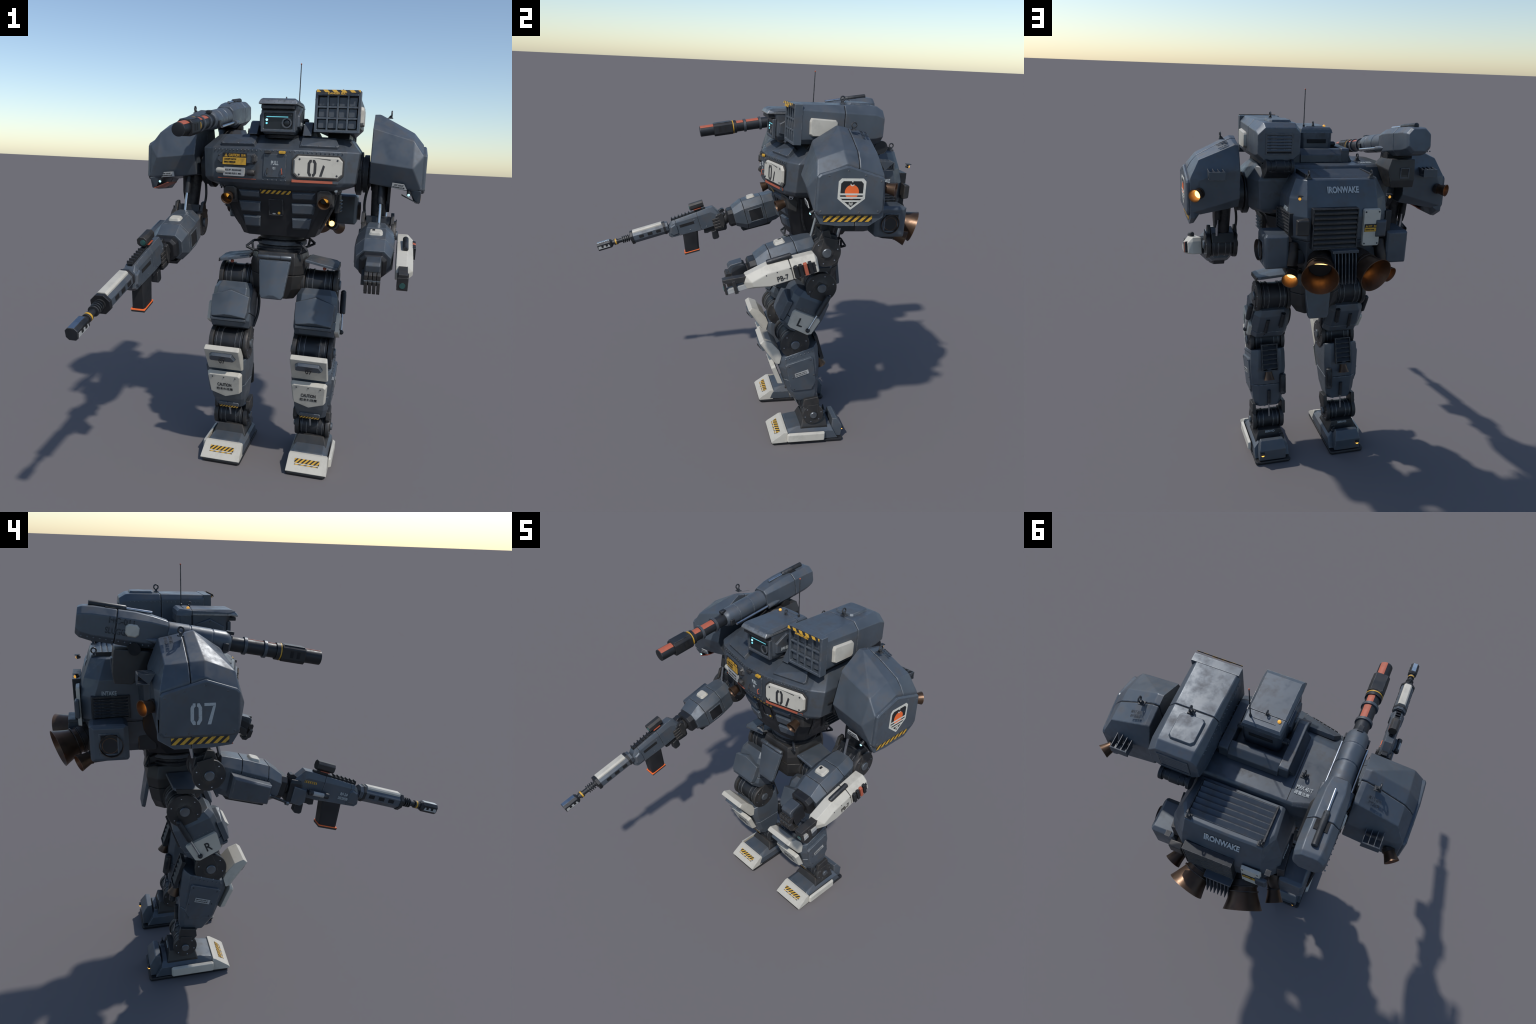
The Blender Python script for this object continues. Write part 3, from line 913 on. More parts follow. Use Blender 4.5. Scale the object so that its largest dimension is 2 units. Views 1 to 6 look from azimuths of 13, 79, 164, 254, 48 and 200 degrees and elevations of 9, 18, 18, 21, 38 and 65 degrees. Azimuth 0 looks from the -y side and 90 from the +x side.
    for xx in (.127, .297):
        add('ankle_yoke', hull([(xx + a, y, z) for a in (-.010, .010) for y, z in ((.262, .276), (.338, .290), (.345, .270), (.352, .215), (.285, .205), (.258, .235))]), IRON, shin, s, .003)
    # ---- foot
    def fring(z, hw, yf, yb, c):
        return [(x, y, z) for x, y in chrect(.217 - hw, .217 + hw, yf, yb, c)]
    sole = loft([fring(0, .098, .094, .500, .010), fring(.010, .101, .088, .503, .010), fring(.018, .099, .090, .500, .010)])
    foot = add('foot', sole, BLACK, mech, s, .002)
    mid = hull([(x, y, z) for x in (.120, .314) for y, z in ((.150, .020), (.470, .020), (.172, .068), (.44, .072))] +
               [(x, y, z) for x in (.146, .290) for y, z in ((.180, .086), (.235, .098), (.430, .096))])
    add('instep', mid, PAINT, foot, s, .004)
    toe = hull([(.221 + q * x, y, z) for q in (1, -1) for x, y, z in ((.102, .086, .022), (.102, .092, .016), (.098, .156, .078), (.094, .162, .083),
                (.094, .174, .085), (.101, .176, .018), (.099, .178, .076), (.101, .096, .034))])
    tc = add('toe_cap', toe, WHITE, foot, s, .003)
    tf = frame((.221 * s, .1215, .0515), (1, 0, 0), V((0, .067, .054)))
    tn = tf.to_3x3() @ V((0, 0, 1))
    tfo = tf @ M.Translation((-.012 * 0, .008, .0))
    hz2 = hazard(tfo @ M.Translation((0, .004, .0012)), .124, .024, 6, tc, .9)
    hazard(tfo @ M.Translation((-.002, -.016, .0012)), .120, .005, 4, tc, 2.0)
    add('side_bar', hull([(x, y, z) for y, z in ((.172, .026), (.180, .020), (.385, .020), (.392, .028), (.392, .070), (.384, .078), (.182, .078), (.172, .068)) for x in (.322,)] +
                         [(.337, y, z) for y, z in ((.178, .028), (.384, .028), (.384, .070), (.180, .070))]), WHITE, foot, s, .003)
    ab = hull([(x, y, z) for x in (.132, .300) for y, z in ((.248, .080), (.412, .080), (.260, .098), (.405, .098))] + [(x, y, z) for x in (.152, .282) for y, z in ((.268, .138), (.395, .150))])
    add('ankle_block', ab, IRON, foot, s, .004)
    hb = hull([(x, y, z) for x in (.145, .296) for y, z in ((.440, .020), (.494, .020), (.497, .085))] + [(x, y, z) for x in (.158, .284) for y, z in ((.440, .128), (.466, .130))] + [(x, .436, .08) for x in (.148, .293)])
    hl = add('heel_block', hb, PAINT, foot, s, .004)
    lm = add('heel_lamp', box(.268, .288, .490, .506, .062, .074), GUN, hl, s, .001)
    rounded('lamp_lens', ball((.278, .500, .0585), .0085, 12, (1, .8, .8)), AMBER, lm, s)
    ey = eyelet((.157 * s, .418, .108), foot, (0, 1, 0), s=.9)
    text('SERVO', frame((.217 * s, .3985, .140), (-1, 0, 0), (0, -.17, 1)), .055, .012, PRINTW, foot)

# ================================================================= SHOULDER ARMOUR
for s in (1, -1):
    inner = [(.136, 1.549), (.178, 1.702), (.289, 1.774), (.425, 1.744), (.470, 1.640), (.470, 1.500), (.430, 1.452), (.185, 1.452)]
    midr = [(.120, 1.526), (.158, 1.649), (.274, 1.692), (.424, 1.677), (.464, 1.590), (.464, 1.470), (.44, 1.42), (.165, 1.425)]
    outr = [(.150, 1.585), (.282, 1.640), (.448, 1.590), (.463, 1.490), (.460, 1.405), (.400, 1.366), (.255, 1.366), (.178, 1.375), (.146, 1.428)]
    upper = outr[:4] + [(.461, 1.432), (.147, 1.432)]
    pg = hull([(.420, y, z) for y, z in inner] + [(.446, .289, 1.775), (.440, .427, 1.746)] + [(.608, y, z) for y, z in midr] + [(.654, y, z) for y, z in upper])
    skirt = hull([(.654, y, z) for y, z in outr[3:]] + [(.632, y, z + .004) for y, z in outr[4:8]] + [(.600, y, 1.436) for y in (.165, .44)])
    pa = add('shoulder_armor', split(pg, [((0, .335, 0), (0, 1, 0))], .003), PAINT, mech, s, .005)
    add('armor_skirt', split(skirt, [((0, .335, 0), (0, 1, 0))], .003), PAINT, pa, s, .003)
    add('seam_filler', shrink(pg, .005), VOID, pa, s, 0)  # added filler inside the armour, seen only as a dark seam line
    pent = [(.165, 1.418), (.440, 1.418), (.454, 1.436), (.449, 1.576), (.440, 1.586), (.286, 1.632), (.276, 1.632), (.162, 1.596), (.151, 1.584), (.150, 1.434)]
    cy, cz = .300, 1.515
    op = add('outer_plate', loft([[(.645, y, z) for y, z in pent], [(.663, y, z) for y, z in pent], [(.6685, cy + (y - cy) * .955, cz + (z - cz) * .94) for y, z in pent]]), PAINT, pa, s, .002)
    bolts([(.6675, y, z) for y, z in ((.283, 1.612), (.360, 1.592), (.432, 1.568), (.172, 1.436), (.258, 1.432), (.345, 1.432), (.430, 1.436), (.200, 1.59))], (1, 0, 0), .0048, op, CHEST, side=s)
    if s > 0:
        hazard(SIDE((.6550, .300, 1.4005), 1), .220, .027, 7, pa, 1.05)
        ef = SIDE((.6687, .303, 1.5), 1)
        sh0 = [(-.048, .080), (.048, .080), (.061, .067), (.061, -.008), (0, -.056), (-.061, -.008), (-.061, .067)]
        em = mark([sh0], ef, 0, .0008, EMBLEM, op, 'emblem')
        sh1 = [(x * .82, .012 + (y - .012) * .83) for x, y in sh0]
        mark([sh1], ef, .0008, .0012, HAZBLK, em, 'emblem_field')
        disc = [(.031 * math.cos(2 * math.pi * i / 32), .022 + .031 * math.sin(2 * math.pi * i / 32)) for i in range(32)]
        mark([disc], ef, .0012, .0016, VIVID, em, 'emblem_sun')
        mark([[(-.056, .008), (.056, .008), (.056, .016), (-.056, .016)], [(-.050, -.007), (.050, -.007), (.052, .001), (-.052, .001)], [(-.034, -.021), (.034, -.021), (.043, -.014), (-.043, -.014)]], ef, .0016, .002, EMBLEM, em, 'emblem_bars')
        hook = [(-.003, .075), (.003, .075), (.003, .064), (-.003, .064)]
        mark([hook] + [[(.009 * math.cos(a) - 0, .056 + .009 * math.sin(a)), (.009 * math.cos(a + .35), .056 + .009 * math.sin(a + .35)), (.005 * math.cos(a + .35), .056 + .005 * math.sin(a + .35)), (.005 * math.cos(a), .056 + .005 * math.sin(a))] for a in [math.pi * .95 + .35 * k for k in range(9)]], ef, .0016, .002, EMBLEM, em, 'emblem_hook')
        text('IW', ef @ M.Translation((0, -.031, .0011)), .018, .015, EMBLEM, em)
    else:
        hazard(SIDE((-.6550, .300, 1.3985), -1), .222, .027, 7, pa, 1.05)
        nf = SIDE((-.6687, .292, 1.506), -1)
        mark([shiftp(p, -.026, 0) for p in zero_halves(.043, .082, .013, .005)] +
             [[(.004, .041), (.047, .041), (.047, .030), (.004, .030)], [(.036, .028), (.047, .030), (.030, -.041), (.016, -.041)]], nf, 0, .0012, PRINTW, op, 'number')
    # rear thruster, step vent, stickers and lamp
    nozzle((.616, .476, 1.528), (.55, .83, -.04), .044, .022, .031, pa, s, BRONZE, True, FIRE, collar=[(-.012, .026, .014)])
    hood = [(.452, 1.640), (.520, 1.635), (.522, 1.598), (.478, 1.598)]
    vg = Geo()
    for x in (.503, .526, .549, .572):
        vg = vg + prism(hood[:2] + hood[3:], 'x', x - .0015, x + .0015)
    vg = vg + hull([(x, y, z) for x in (.500, .575) for y, z in ((.516, 1.636), (.521, 1.635), (.523, 1.598), (.519, 1.598))])
    vg = vg + hull([(x, y, z) for x in (.502, .573) for y, z in ((.474, 1.600), (.520, 1.600), (.520, 1.597), (.474, 1.597))])
    add('step_vent', vg, CHEST, pa, s, .0006)
    eyelet((.489 * s, .347, 1.761), pa, (1, 0, 0), V((s * .3, -.05, 1)), 1.05)
    tf = frame((.495 * s, .385, 1.7475), (-1, 0, .35 * s), (0, -1, .18))
    text('MAX 401K', tf, .055, .014, PRINTD, pa)
    text('荷重注意', tf @ M.Translation((0, -.019, 0)), .05, .012, PRINTD, pa)
    # front skirt label and lamp
    lf = frame((.557 * s, .1405, 1.446), (1, .0, -.10 * s), (0, -.22, 1))
    lb = add('data_label', plate(lf, [(-.034, -.011), (.034, -.011), (.018 if s > 0 else .034, .013), (-.034 if s > 0 else -.018, .013)], 0.0, .0035), LABEL, pa, bevel=0)
    for k, t in enumerate(('UNIT  KCC-07', 'SIDE BINDER LOT 882')):
        text(t, lf @ M.Translation((-.004, .006 - .010 * k, .0034)), .042 if k == 0 else .054, .0055, PRINTK, lb)
    lp = rounded('marker_lamp', lathe((.600, .152, 1.414), (0, -.8, -.5), [(-.02, .009), (.006, .009), (.007, .0065)], 14), GUN, pa, s)
    rounded('lamp_lens', ball((.600, .1475, 1.4105), .0062, 12), ICE, lp, s)
    add('skirt_edge', hull([(x, y, z) for x in (.57, .64) for y, z in ((.17, 1.408 - (x - .57) * .45), (.30, 1.408 - (x - .57) * .5))] + [(x, y, z) for x in (.57, .64) for y, z in ((.17, 1.404 - (x - .57) * .45), (.30, 1.404 - (x - .57) * .5))]), ORANGE if s < 0 else GUN, pa, s, 0)
    # mount discs between chest and armour
    mt = rounded('shoulder_joint', lathe((.350, .302, 1.494), (1, 0, 0), [(0, .085), (.008, .103), (.030, .103), (.032, .080), (.036, .080), (.038, .090), (.060, .090), (.062, .06), (.075, .06)], 40), GUN, mech, s)

# ================================================================= ARMS
PIT = RAD(17)
EX, EY, EZ = .471, .246, 1.215
def ar(x, a, h):
    """Forearm frame: x across, a forward along the arm from the elbow, h up."""
    return V((x, EY - a * math.cos(PIT) - h * math.sin(PIT), EZ - a * math.sin(PIT) + h * math.cos(PIT)))
AF = V((0, -math.cos(PIT), -math.sin(PIT)))
AU = V((0, -math.sin(PIT), math.cos(PIT)))

for s in (1, -1):
    ua = rounded('upper_arm', lathe((.462, .295, 1.470), V((.471, .258, 1.250)) - V((.462, .295, 1.470)), [(0, .036), (.02, .038), (.05, .038), (.055, .034), (.20, .034), (.21, .030)], 24), BLACK, mech, s)
    add('arm_cheek', hull([(x, y, z) for x in (.505, .520) for y, z in ((.255, 1.44), (.345, 1.44), (.335, 1.36), (.318, 1.318), (.285, 1.318), (.262, 1.36))]), GUN, ua, s, .003)
    add('elbow_yoke', hull([(x, y, z) for x in (.415, .530) for y, z in ((.225, 1.302), (.300, 1.285), (.310, 1.235), (.215, 1.245))]), GUN, ua, s, .004)
    for p0, p1, r in (((.475, .225, 1.455), (.478, .187, 1.262), .0085), ((.505, .345, 1.46), (.505, .305, 1.275), .0085)):
        a, b = V(p0), V(p1)
        m = a + (b - a) * .50
        pt = rounded('arm_piston', cyl(a, m, r * 1.75, 14), GUN, ua, s)
        rounded('piston_rod', cyl(m, b, r * .9, 12), STEEL, pt, s)
    rounded('hose', tube([(.418, .30, 1.45), (.404, .285, 1.39), (.402, .28, 1.33), (.415, .27, 1.27), (.43, .262, 1.24)], .0065, 8), BLACK, ua, s)
    for xx in (.402, .538):
        add('elbow_bracket', hull([(xx + a, y, z) for a in (-.008, .008) for y, z in ((.225, 1.312), (.255, 1.318), (.275, 1.262), (.205, 1.258))]), IRON, ua, s, .003)
    # ---- forearm shell
    def fring(a, hw, ht, hb, c):
        return [ar(EX + x, a, h) for x, h in chrect(-hw, hw, hb, ht, c)]
    fg = loft([fring(.040, .068, .074, -.078, .034), fring(.075, .077, .079, -.090, .036), fring(.160, .084, .084, -.098, .040),
               fring(.258, .084, .082, -.096, .040), fring(.322, .074, .056, -.058, .030)])
    fa = add('forearm', split(fg, [(ar(EX, .130, 0), AF), (ar(EX, .252, 0), AF)], .0025), PAINT, mech, s, .003)
    add('seam_filler', shrink(fg, .004), VOID, fa, s, 0)  # black core added behind both forearm seams
    add('forearm_keel', hull([ar(EX + x, a, h) for x in (-.03, .03) for a, h in ((.09, -.09), (.30, -.085), (.29, -.106), (.12, -.112))]), GUN, fa, s, .003)
    dome = hull([ar(EX + x, .19 + y, .078) for x in (-.033, .033) for y in (-.020, .020)] + [ar(EX + x, .19 + y, .078) for x in (-.025, .025) for y in (-.028, .028)] +
                [ar(EX + x, .19 + y, .095) for x in (-.025, .025) for y in (-.014, .014)] + [ar(EX + x, .19 + y, .095) for x in (-.017, .017) for y in (-.021, .021)])
    dm = add('forearm_cap', dome, WHITE, fa, s, .004, 3)
    if s > 0:
        add('cap_mark', hull([ar(EX - .016 + x, .176 + y, .0945) for x in (0, .012) for y in (0, .016)] + [ar(EX - .016 + x, .176 + y, .0962) for x in (0, .012) for y in (0, .016)]), BLACK, dm, s, 0)
    cuff = hull([ar(EX + x, a, h) for a in (.315, .352) for x, h in chrect(-.058, .058, -.055, .050, .020)] + [ar(EX + x, .362, h) for x, h in chrect(-.046, .046, -.045, .040, .016)])
    add('cuff', cuff, BLACK, fa, s, .003)
    rounded('wrist_ball', ball(ar(EX, .375, -.002), .034, 20), IRON, fa, s)
    bolts([ar(EX + .0836, .085 + .022 * i, .030) for i in range(9)], (1, 0, 0), .0028, fa, side=s)
    # inner bay drawn as a flush black plate in a raised rim, not sunk
    bfr = frame(ar(EX - .0842, .189, -.011), AU.cross(V((-1, 0, 0))), AU)
    add('bay_patch', plate(bfr, rect(.078, .070), -.004, .0008), BLACK, fa, s, 0)
    add('bay_rim', rim(bfr, .088, .080, .0055, -.004, .003), PAINT, fa, s, .001)
    if s < 0:
        # outer box with slim tube under it
        ob = hull([ar(EX + x, a, h) for x, q in ((.070, 0), (.126, .0), (.138, .008)) for a, h in ((.086 + q, .030 - q), (.262 - q, .026 - q), (.268 - q, -.060 + q), (.096 + q, -.070 + q))])
        bx = add('outer_box', ob, CHEST, fa, s, .003)
        rounded('box_tube', cyl(ar(EX + .090, .262, -.030), ar(EX + .072, .375, -.052), .006, 10), GUN, bx, s)
        rounded('tube_tip', cyl(ar(EX + .091, .260, -.030), ar(EX + .088, .280, -.034), .010, 12), BOLT, bx, s)
        rounded('tube_tip', cyl(ar(EX + .076, .368, -.054), ar(EX + .075, .382, -.055), .009, 12), BOLT, bx, s)

# ---- left fist
palm = hull([ar(.475 + x, a, h) for x in (-.034, .034) for a, h in ((.372, .040), (.372, -.048), (.445, .020), (.440, -.05))] + [ar(.475 + x, a, .050) for x in (-.028, .028) for a in (.385, .432)])
hand = add('hand', palm, GUN, mech, 1, .003)
add('hand_guard', hull([ar(.475 + x, a, h) for x in (-.030, .030) for a, h in ((.385, .046), (.380, .058), (.438, .058), (.452, .048), (.452, .018), (.444, .016))]), CHEST, hand, 1, .004)
for i in range(4):
    x = .4505 + i * .0172
    f1 = hull([ar(x + q, a, h) for q in (-.0072, .0072) for a, h in ((.440, .018), (.466, .024), (.474, .014), (.474, -.012), (.452, -.012))])
    fo = add('finger', f1, IRON, hand, 1, .0015)
    add('finger_segment', hull([ar(x + q, a, h) for q in (-.0068, .0068) for a, h in ((.456, -.013), (.480, -.013), (.478, -.056), (.466, -.066), (.450, -.060))]), IRON, fo, 1, .0015)
    rounded('knuckle', cyl(ar(x - .0075, .468, -.012), ar(x + .0075, .468, -.012), .0075, 12), BOLT, fo)
    add('finger_segment', hull([ar(x + q, a, h) for q in (-.0066, .0066) for a, h in ((.466, -.066), (.450, -.060), (.428, -.070), (.432, -.082), (.456, -.080))]), IRON, fo, 1, .0015)
add('thumb', hull([ar(.437 + q, a, h) for q in (-.008, .008) for a, h in ((.39, .0), (.43, -.01), (.445, -.045), (.43, -.055), (.39, -.04))]), IRON, hand, 1, .002)

# ---- white pulse gun on the left forearm
pb = [(.405, .002), (.388, .030), (.284, .049), (.180, .040), (.066, .036), (.056, .012), (.060, -.052), (.300, -.054), (.398, -.034)]
PBX0, PBX1 = .566, .638
pg = hull([ar(PBX0, a, h) for a, h in pb] + [ar(PBX0 + .02, a, h * 1.0 + .0) for a, h in pb] +
          [ar(PBX1, a, h) for a, h in ((.370, -.002), (.292, .016), (.070, .010), (.066, -.046), (.292, -.046), (.365, -.026))] + [ar(.612, a, h) for a, h in pb])
gun = add('arm_gun', split(pg, [(ar(.6, .184, 0), AF)], .0025), WHITE, mech, 1, .004)
add('seam_filler', shrink(pg, .004), VOID, gun, 1, 0)  # added filler that keeps the gun seam black
rounded('gun_handle', lathe(ar(.602, .166, .056), AF, [(0, .008), (.004, .0125), (.110, .0125), (.116, .010)], 16), GUN, gun)
add('handle_foot', hull([ar(.597 + x, a, h) for x in (-.006, .006) for a in (.255, .275) for h in (.03, .055)]) + hull([ar(.597 + x, a, h) for x in (-.006, .006) for a in (.170, .190) for h in (.03, .055)]), GUN, gun, 1, .001)
mb = hull([ar(PBX1 - .006 + x, a, h) for x in (0, .0065) for a, h in ((.178, .012), (.076, .006), (.076, -.044), (.178, -.044))])
add('magazine_bay', mb, BLACK, gun, 1, .001)
for i in range(4):
    a0 = .092 + i * .022
    add('charge_cell', hull([ar(PBX1 + x, a, h + (.010 if x < .008 else .006)) for x in (-.002, .012) for a in (a0, a0 + .016) for h in (-.048, .008)]), ORANGE if i == 1 else BLACK, gun, 1, .002)
pf = frame(ar(PBX1 + .0015, .232, -.022), -AF, AU)
text('PB-7', pf, .052, .024, PRINTK, gun, bold=.01)
bolts([ar(PBX1 - .001, a, .010) for a in (.30, .25, .19)] + [ar(PBX1 - .001, .075, -.01)], (1, 0, .3), .003, gun, GUN)
bar = add('gun_muzzle', hull([ar(x, a, h) for x in (.578, .615) for a, h in ((.38, .026), (.492, .040), (.492, .022), (.38, -.004))]), IRON, gun, 1, .002)
add('muzzle_tray', hull([ar(x, a, h) for x in (.580, .612) for a, h in ((.38, -.010), (.486, -.012), (.486, -.034), (.38, -.034))]), LABEL, bar, 1, .002)
add('muzzle_clamp', hull([ar(x, a, h) for x in (.574, .620) for a, h in ((.438, .022), (.454, .022), (.454, -.040), (.438, -.040))]), IRON, bar, 1, .002)
add('muzzle_clamp', hull([ar(x, a, h) for x in (.574, .618) for a, h in ((.482, .026), (.494, .026), (.496, -.030), (.486, -.034))]), IRON, bar, 1, .002)
rounded('muzzle_lens', lathe(ar(.596, .494, -.008), AF, [(0, .012), (.004, .012)], 16), GREENGL, bar)

# ================================================================= RIFLE (right hand)
RX = -.478
def rf(w, a, h):
    return ar(RX + w, a, h)
def rprism(poly, w0, w1):
    return loft([[rf(w0, a, h) for a, h in poly], [rf(w1, a, h) for a, h in poly]])
rec = [(.392, .040), (.430, .094), (.470, .094), (.690, .080), (.722, .052), (.735, -.004), (.722, -.020), (.690, -.016), (.645, -.008), (.520, -.030), (.400, -.026)]
rg = hull([rf(w, a, h) for w in (-.020, .020) for a, h in rec] + [rf(w, a, h) for w in (-.030, .030) for a, h in ((.405, .030), (.45, .066), (.690, .062), (.718, .044), (.728, -.004), (.716, -.016), (.640, -.004), (.52, -.024), (.41, -.020))])
rifle = add('rifle', split(rg, [(rf(0, .535, 0), AF), (rf(0, .672, 0), AF)], .002), PAINT, mech, 1, .003)
add('seam_filler', shrink(rg, .003), VOID, rifle, 1, 0)  # black filler added behind the receiver seams
for w in (-1, 1):
    add('receiver_cheek', hull([rf(w * .026, a, h) for a, h in ((.665, .050), (.678, .064), (.715, .052), (.728, .010), (.712, -.012), (.668, -.010))] + [rf(w * .037, a, h) for a, h in ((.674, .044), (.682, .052), (.706, .044), (.716, .010), (.706, -.004), (.674, -.002))]), PAINT, rifle, 1, .002)
add('ejection_patch', hull([rf(w, a, h) for w in (.0285, .0315) for a in (.565, .655) for h in (.028, .044)]), VOID, rifle, 1, 0)  # thin black plate on the receiver; the opening is only its colour
rounded('charging_tube', lathe(rf(-.054, .462, .012), AF, [(0, .010), (.004, .0135), (.016, .0135), (.018, .011), (.075, .011), (.080, .0135), (.098, .0135), (.100, .011)], 16), GUN, rifle)
rounded('tube_window', lathe(rf(-.0565, .483, .012), AF, [(0, .0105), (.052, .0105)], 14), LABEL, rifle)
add('tube_bracket', hull([rf(w, a, h) for w in (-.056, -.028) for a in (.466, .556) for h in (.004, .018)]), PAINT, rifle, 1, .002)
hazard(frame(rf(-.0305, .468, .050), AF, AU), .060, .012, 6, rifle, -.9, backing=False)
text('RF-24', frame(rf(-.0318, .645, .030), AF, AU), .038, .014, PRINTW, rifle)
text('DOCKWORK', frame(rf(-.0318, .648, .010), AF, AU), .052, .014, PRINTW, rifle)
bolts([rf(.030, a, h) for a, h in ((.45, .0), (.50, -.012), (.60, -.004), (.56, .05), (.43, .02))], (1, 0, 0), .003, rifle)
# rail and optic
rail = add('top_rail', rprism([(.475, .088), (.695, .078), (.695, .088), (.475, .100)], -.011, .011), BLACK, rifle, 1, .001)
for i in range(6):
    a = .575 + i * .022
    add('rail_tooth', hull([rf(w, a + q, .092 - (a - .575) * .05 + h) for w in (-.013, .013) for q, h in ((0, 0), (.009, 0), (.006, .011), (.001, .011))]), BLACK, rail, 1, .0008)
sc = [rf(w, .478, h + .128) for w, h in chrect(-.022, .022, -.021, .021, .011)]
optic = add('optic', loft([sc, [rf(w, .565, h + .126) for w, h in chrect(-.022, .022, -.021, .021, .011)]]), IRON, rifle, 1, .0025)
rounded('optic_lens', lathe(rf(.006, .562, .124), AF, [(0, .012), (.006, .012), (.0065, .009)], 18), GREENGL, optic)
add('optic_mount', rprism([(.495, .095), (.545, .093), (.54, .110), (.50, .110)], -.012, .012), BLACK, optic, 1, .001)
add('optic_strip', rprism([(.500, .106), (.545, .105), (.545, .1075), (.50, .1085)], -.0225, .0225), ORANGE, optic, 1, 0)
# fore-end
oc = lambda a, r, h0=.047: [rf(r * math.cos(RAD(22.5 + 45 * i)), a, h0 + r * math.sin(RAD(22.5 + 45 * i))) for i in range(8)]
hg = add('handguard', loft([oc(.735, .038), oc(.950, .038)]), PAINT, rifle, 1, .002)
add('handguard_ring', loft([oc(.738, .041), oc(.752, .041)]) + loft([oc(.940, .0425), oc(.957, .0425)]), BLACK, hg, 1, .002)
add('barrel_nut', loft([oc(.722, .036), oc(.738, .036)]), CHEST, hg, 1, .002)
add('white_top_strip', hull([rf(w, a, h) for w, h in ((-.022, .072), (.022, .072), (-.0145, .089), (.0145, .089), (-.022, .0815), (.022, .0815)) for a in (.756, .938)]), WHITE, hg, 1, .002)
slot_patches = Geo()
for w in (-.0353, .0353):
    for a in (.785, .838, .891):
        slot_patches = slot_patches + hull([rf(w + q, aa, h) for q in (-.002, .002) for aa in (a - .014, a + .014) for h in (.040, .056)])
add('handguard_patches', slot_patches, VOID, hg, 1, 0)  # raised black plates stand for the slots; nothing is cut
rounded('barrel', lathe(rf(0, .95, .050), AF, [(0, .022), (.012, .022), (.012, .013), (.135, .013)], 20), GUN, rifle)
rings = Geo()
for i in range(4):
    rings = rings + lathe(rf(0, .970 + i * .0115, .050), AF, [(0, .015), (.001, .022), (.0055, .022), (.0065, .015)], 22)
rounded('cooling_fins', rings, GUN, rifle)
rounded('barrel_band', lathe(rf(0, 1.040, .050), AF, [(0, .014), (0, .018), (.022, .018), (.022, .014)], 18), IRON, rifle)
rounded('yellow_band', lathe(rf(0, 1.046, .050), AF, [(0, .0184), (.008, .0184)], 18), YELLOW, rifle)
mbk = hull([rf(w, a, .050 + h) for a in (1.082, 1.163) for w, h in chrect(-.024, .024, -.024, .024, .011)] + [rf(w, 1.072, .050 + h) for w, h in chrect(-.016, .016, -.016, .016, .006)])
brake = add('muzzle_brake', mbk, GUN, rifle, 1, .002)
add('brake_top', hull([rf(w, a, .050 + h) for a in (1.086, 1.161) for w, h in ((-.012, .0235), (.012, .0235), (-.012, .0252), (.012, .0252))]), STEEL, brake, 1, .0005)
for w in (-1, 1):
    add('brake_chip', hull([rf(w * q, a, .050 + h) for a, h in ((1.088, -.012), (1.160, -.012), (1.156, .005), (1.092, .003)) for q in (.0235, .0248)]), LABEL, brake, 1, .0005)
    add('brake_patch', hull([rf(w * q, a, .050 + h) for q in (.0245, .0256) for a in (1.100, 1.113) for h in (-.006, .006)]) + hull([rf(w * q, a, .050 + h) for q in (.0245, .0256) for a in (1.126, 1.139) for h in (-.006, .006)]), VOID, brake, 1, 0)  # black plates laid on the brake cheeks in place of cut ports
# magazine and grip
mag = add('magazine', hull([rf(w, a, h) for w in (-.024, .024) for a, h in ((.556, -.018), (.650, -.006), (.584, -.140), (.672, -.138))] + [rf(w, a, h) for w in (-.029, .029) for a, h in ((.566, -.018), (.640, -.008), (.594, -.140), (.662, -.138))]), BLACK, rifle, 1, .002)
add('magazine_foot', hull([rf(w, a, h) for w in (-.032, .032) for a, h in ((.582, -.137), (.676, -.135), (.582, -.142), (.678, -.140))]), VIVID, mag, 1, .001)
add('magazine_floor', hull([rf(w, a, h) for w in (-.030, .030) for a, h in ((.581, -.142), (.679, -.140), (.584, -.151), (.676, -.149))]), IRON, mag, 1, .001)
add('rifle_grip', hull([rf(w, a, h) for w in (-.017, .017) for a, h in ((.440, -.055), (.478, -.060), (.442, -.104), (.452, -.112), (.476, -.112), (.484, -.104))]), GUN, rifle, 1, .003)
add('trigger_guard', rprism([(.40, -.026), (.52, -.028), (.525, -.055), (.505, -.060), (.49, -.056), (.44, -.060), (.41, -.055)], -.016, .016), BLACK, rifle, 1, .003)
# ---- right hand, closed on the rear of the weapon
rh = hull([rf(w, a, h) for w in (-.040, .034) for a, h in ((.372, .030), (.430, .034), (.380, -.058), (.452, -.052))] + [rf(w, a, h) for w in (-.034, .028) for a, h in ((.376, .044), (.420, .046), (.39, -.070), (.44, -.066))])
rhand = add('hand', rh, GUN, mech, 1, .004)
add('hand_guard', hull([rf(w, a, h) for w, q in ((-.046, .004), (-.030, 0)) for a, h in ((.392 + q, .022 - q), (.462 - q, .016 - q), (.470 - q, -.040), (.455 - q, -.066 + q), (.398 + q, -.062 + q))]), PAINT, rhand, 1, .003)
for i in range(4):
    h0 = .014 - i * .018
    add('finger', hull([rf(w, a, h) for w in (.026, .037) for a in (.408, .456) for h in (h0 - .0075, h0 + .0075)]), IRON, rhand, 1, .003)
add('thumb', hull([rf(w, a, h) for w in (.030, .044) for a, h in ((.380, .030), (.395, .046), (.412, .040), (.416, -.02), (.400, -.05), (.384, -.02))]), IRON, rhand, 1, .003)
add('hand_cleat', hull([rf(w, a, h) for w in (-.016, .016) for a, h in ((.366, .046), (.40, .040), (.408, .052), (.384, .064), (.368, .060))]), GUN, rhand, 1, .002)

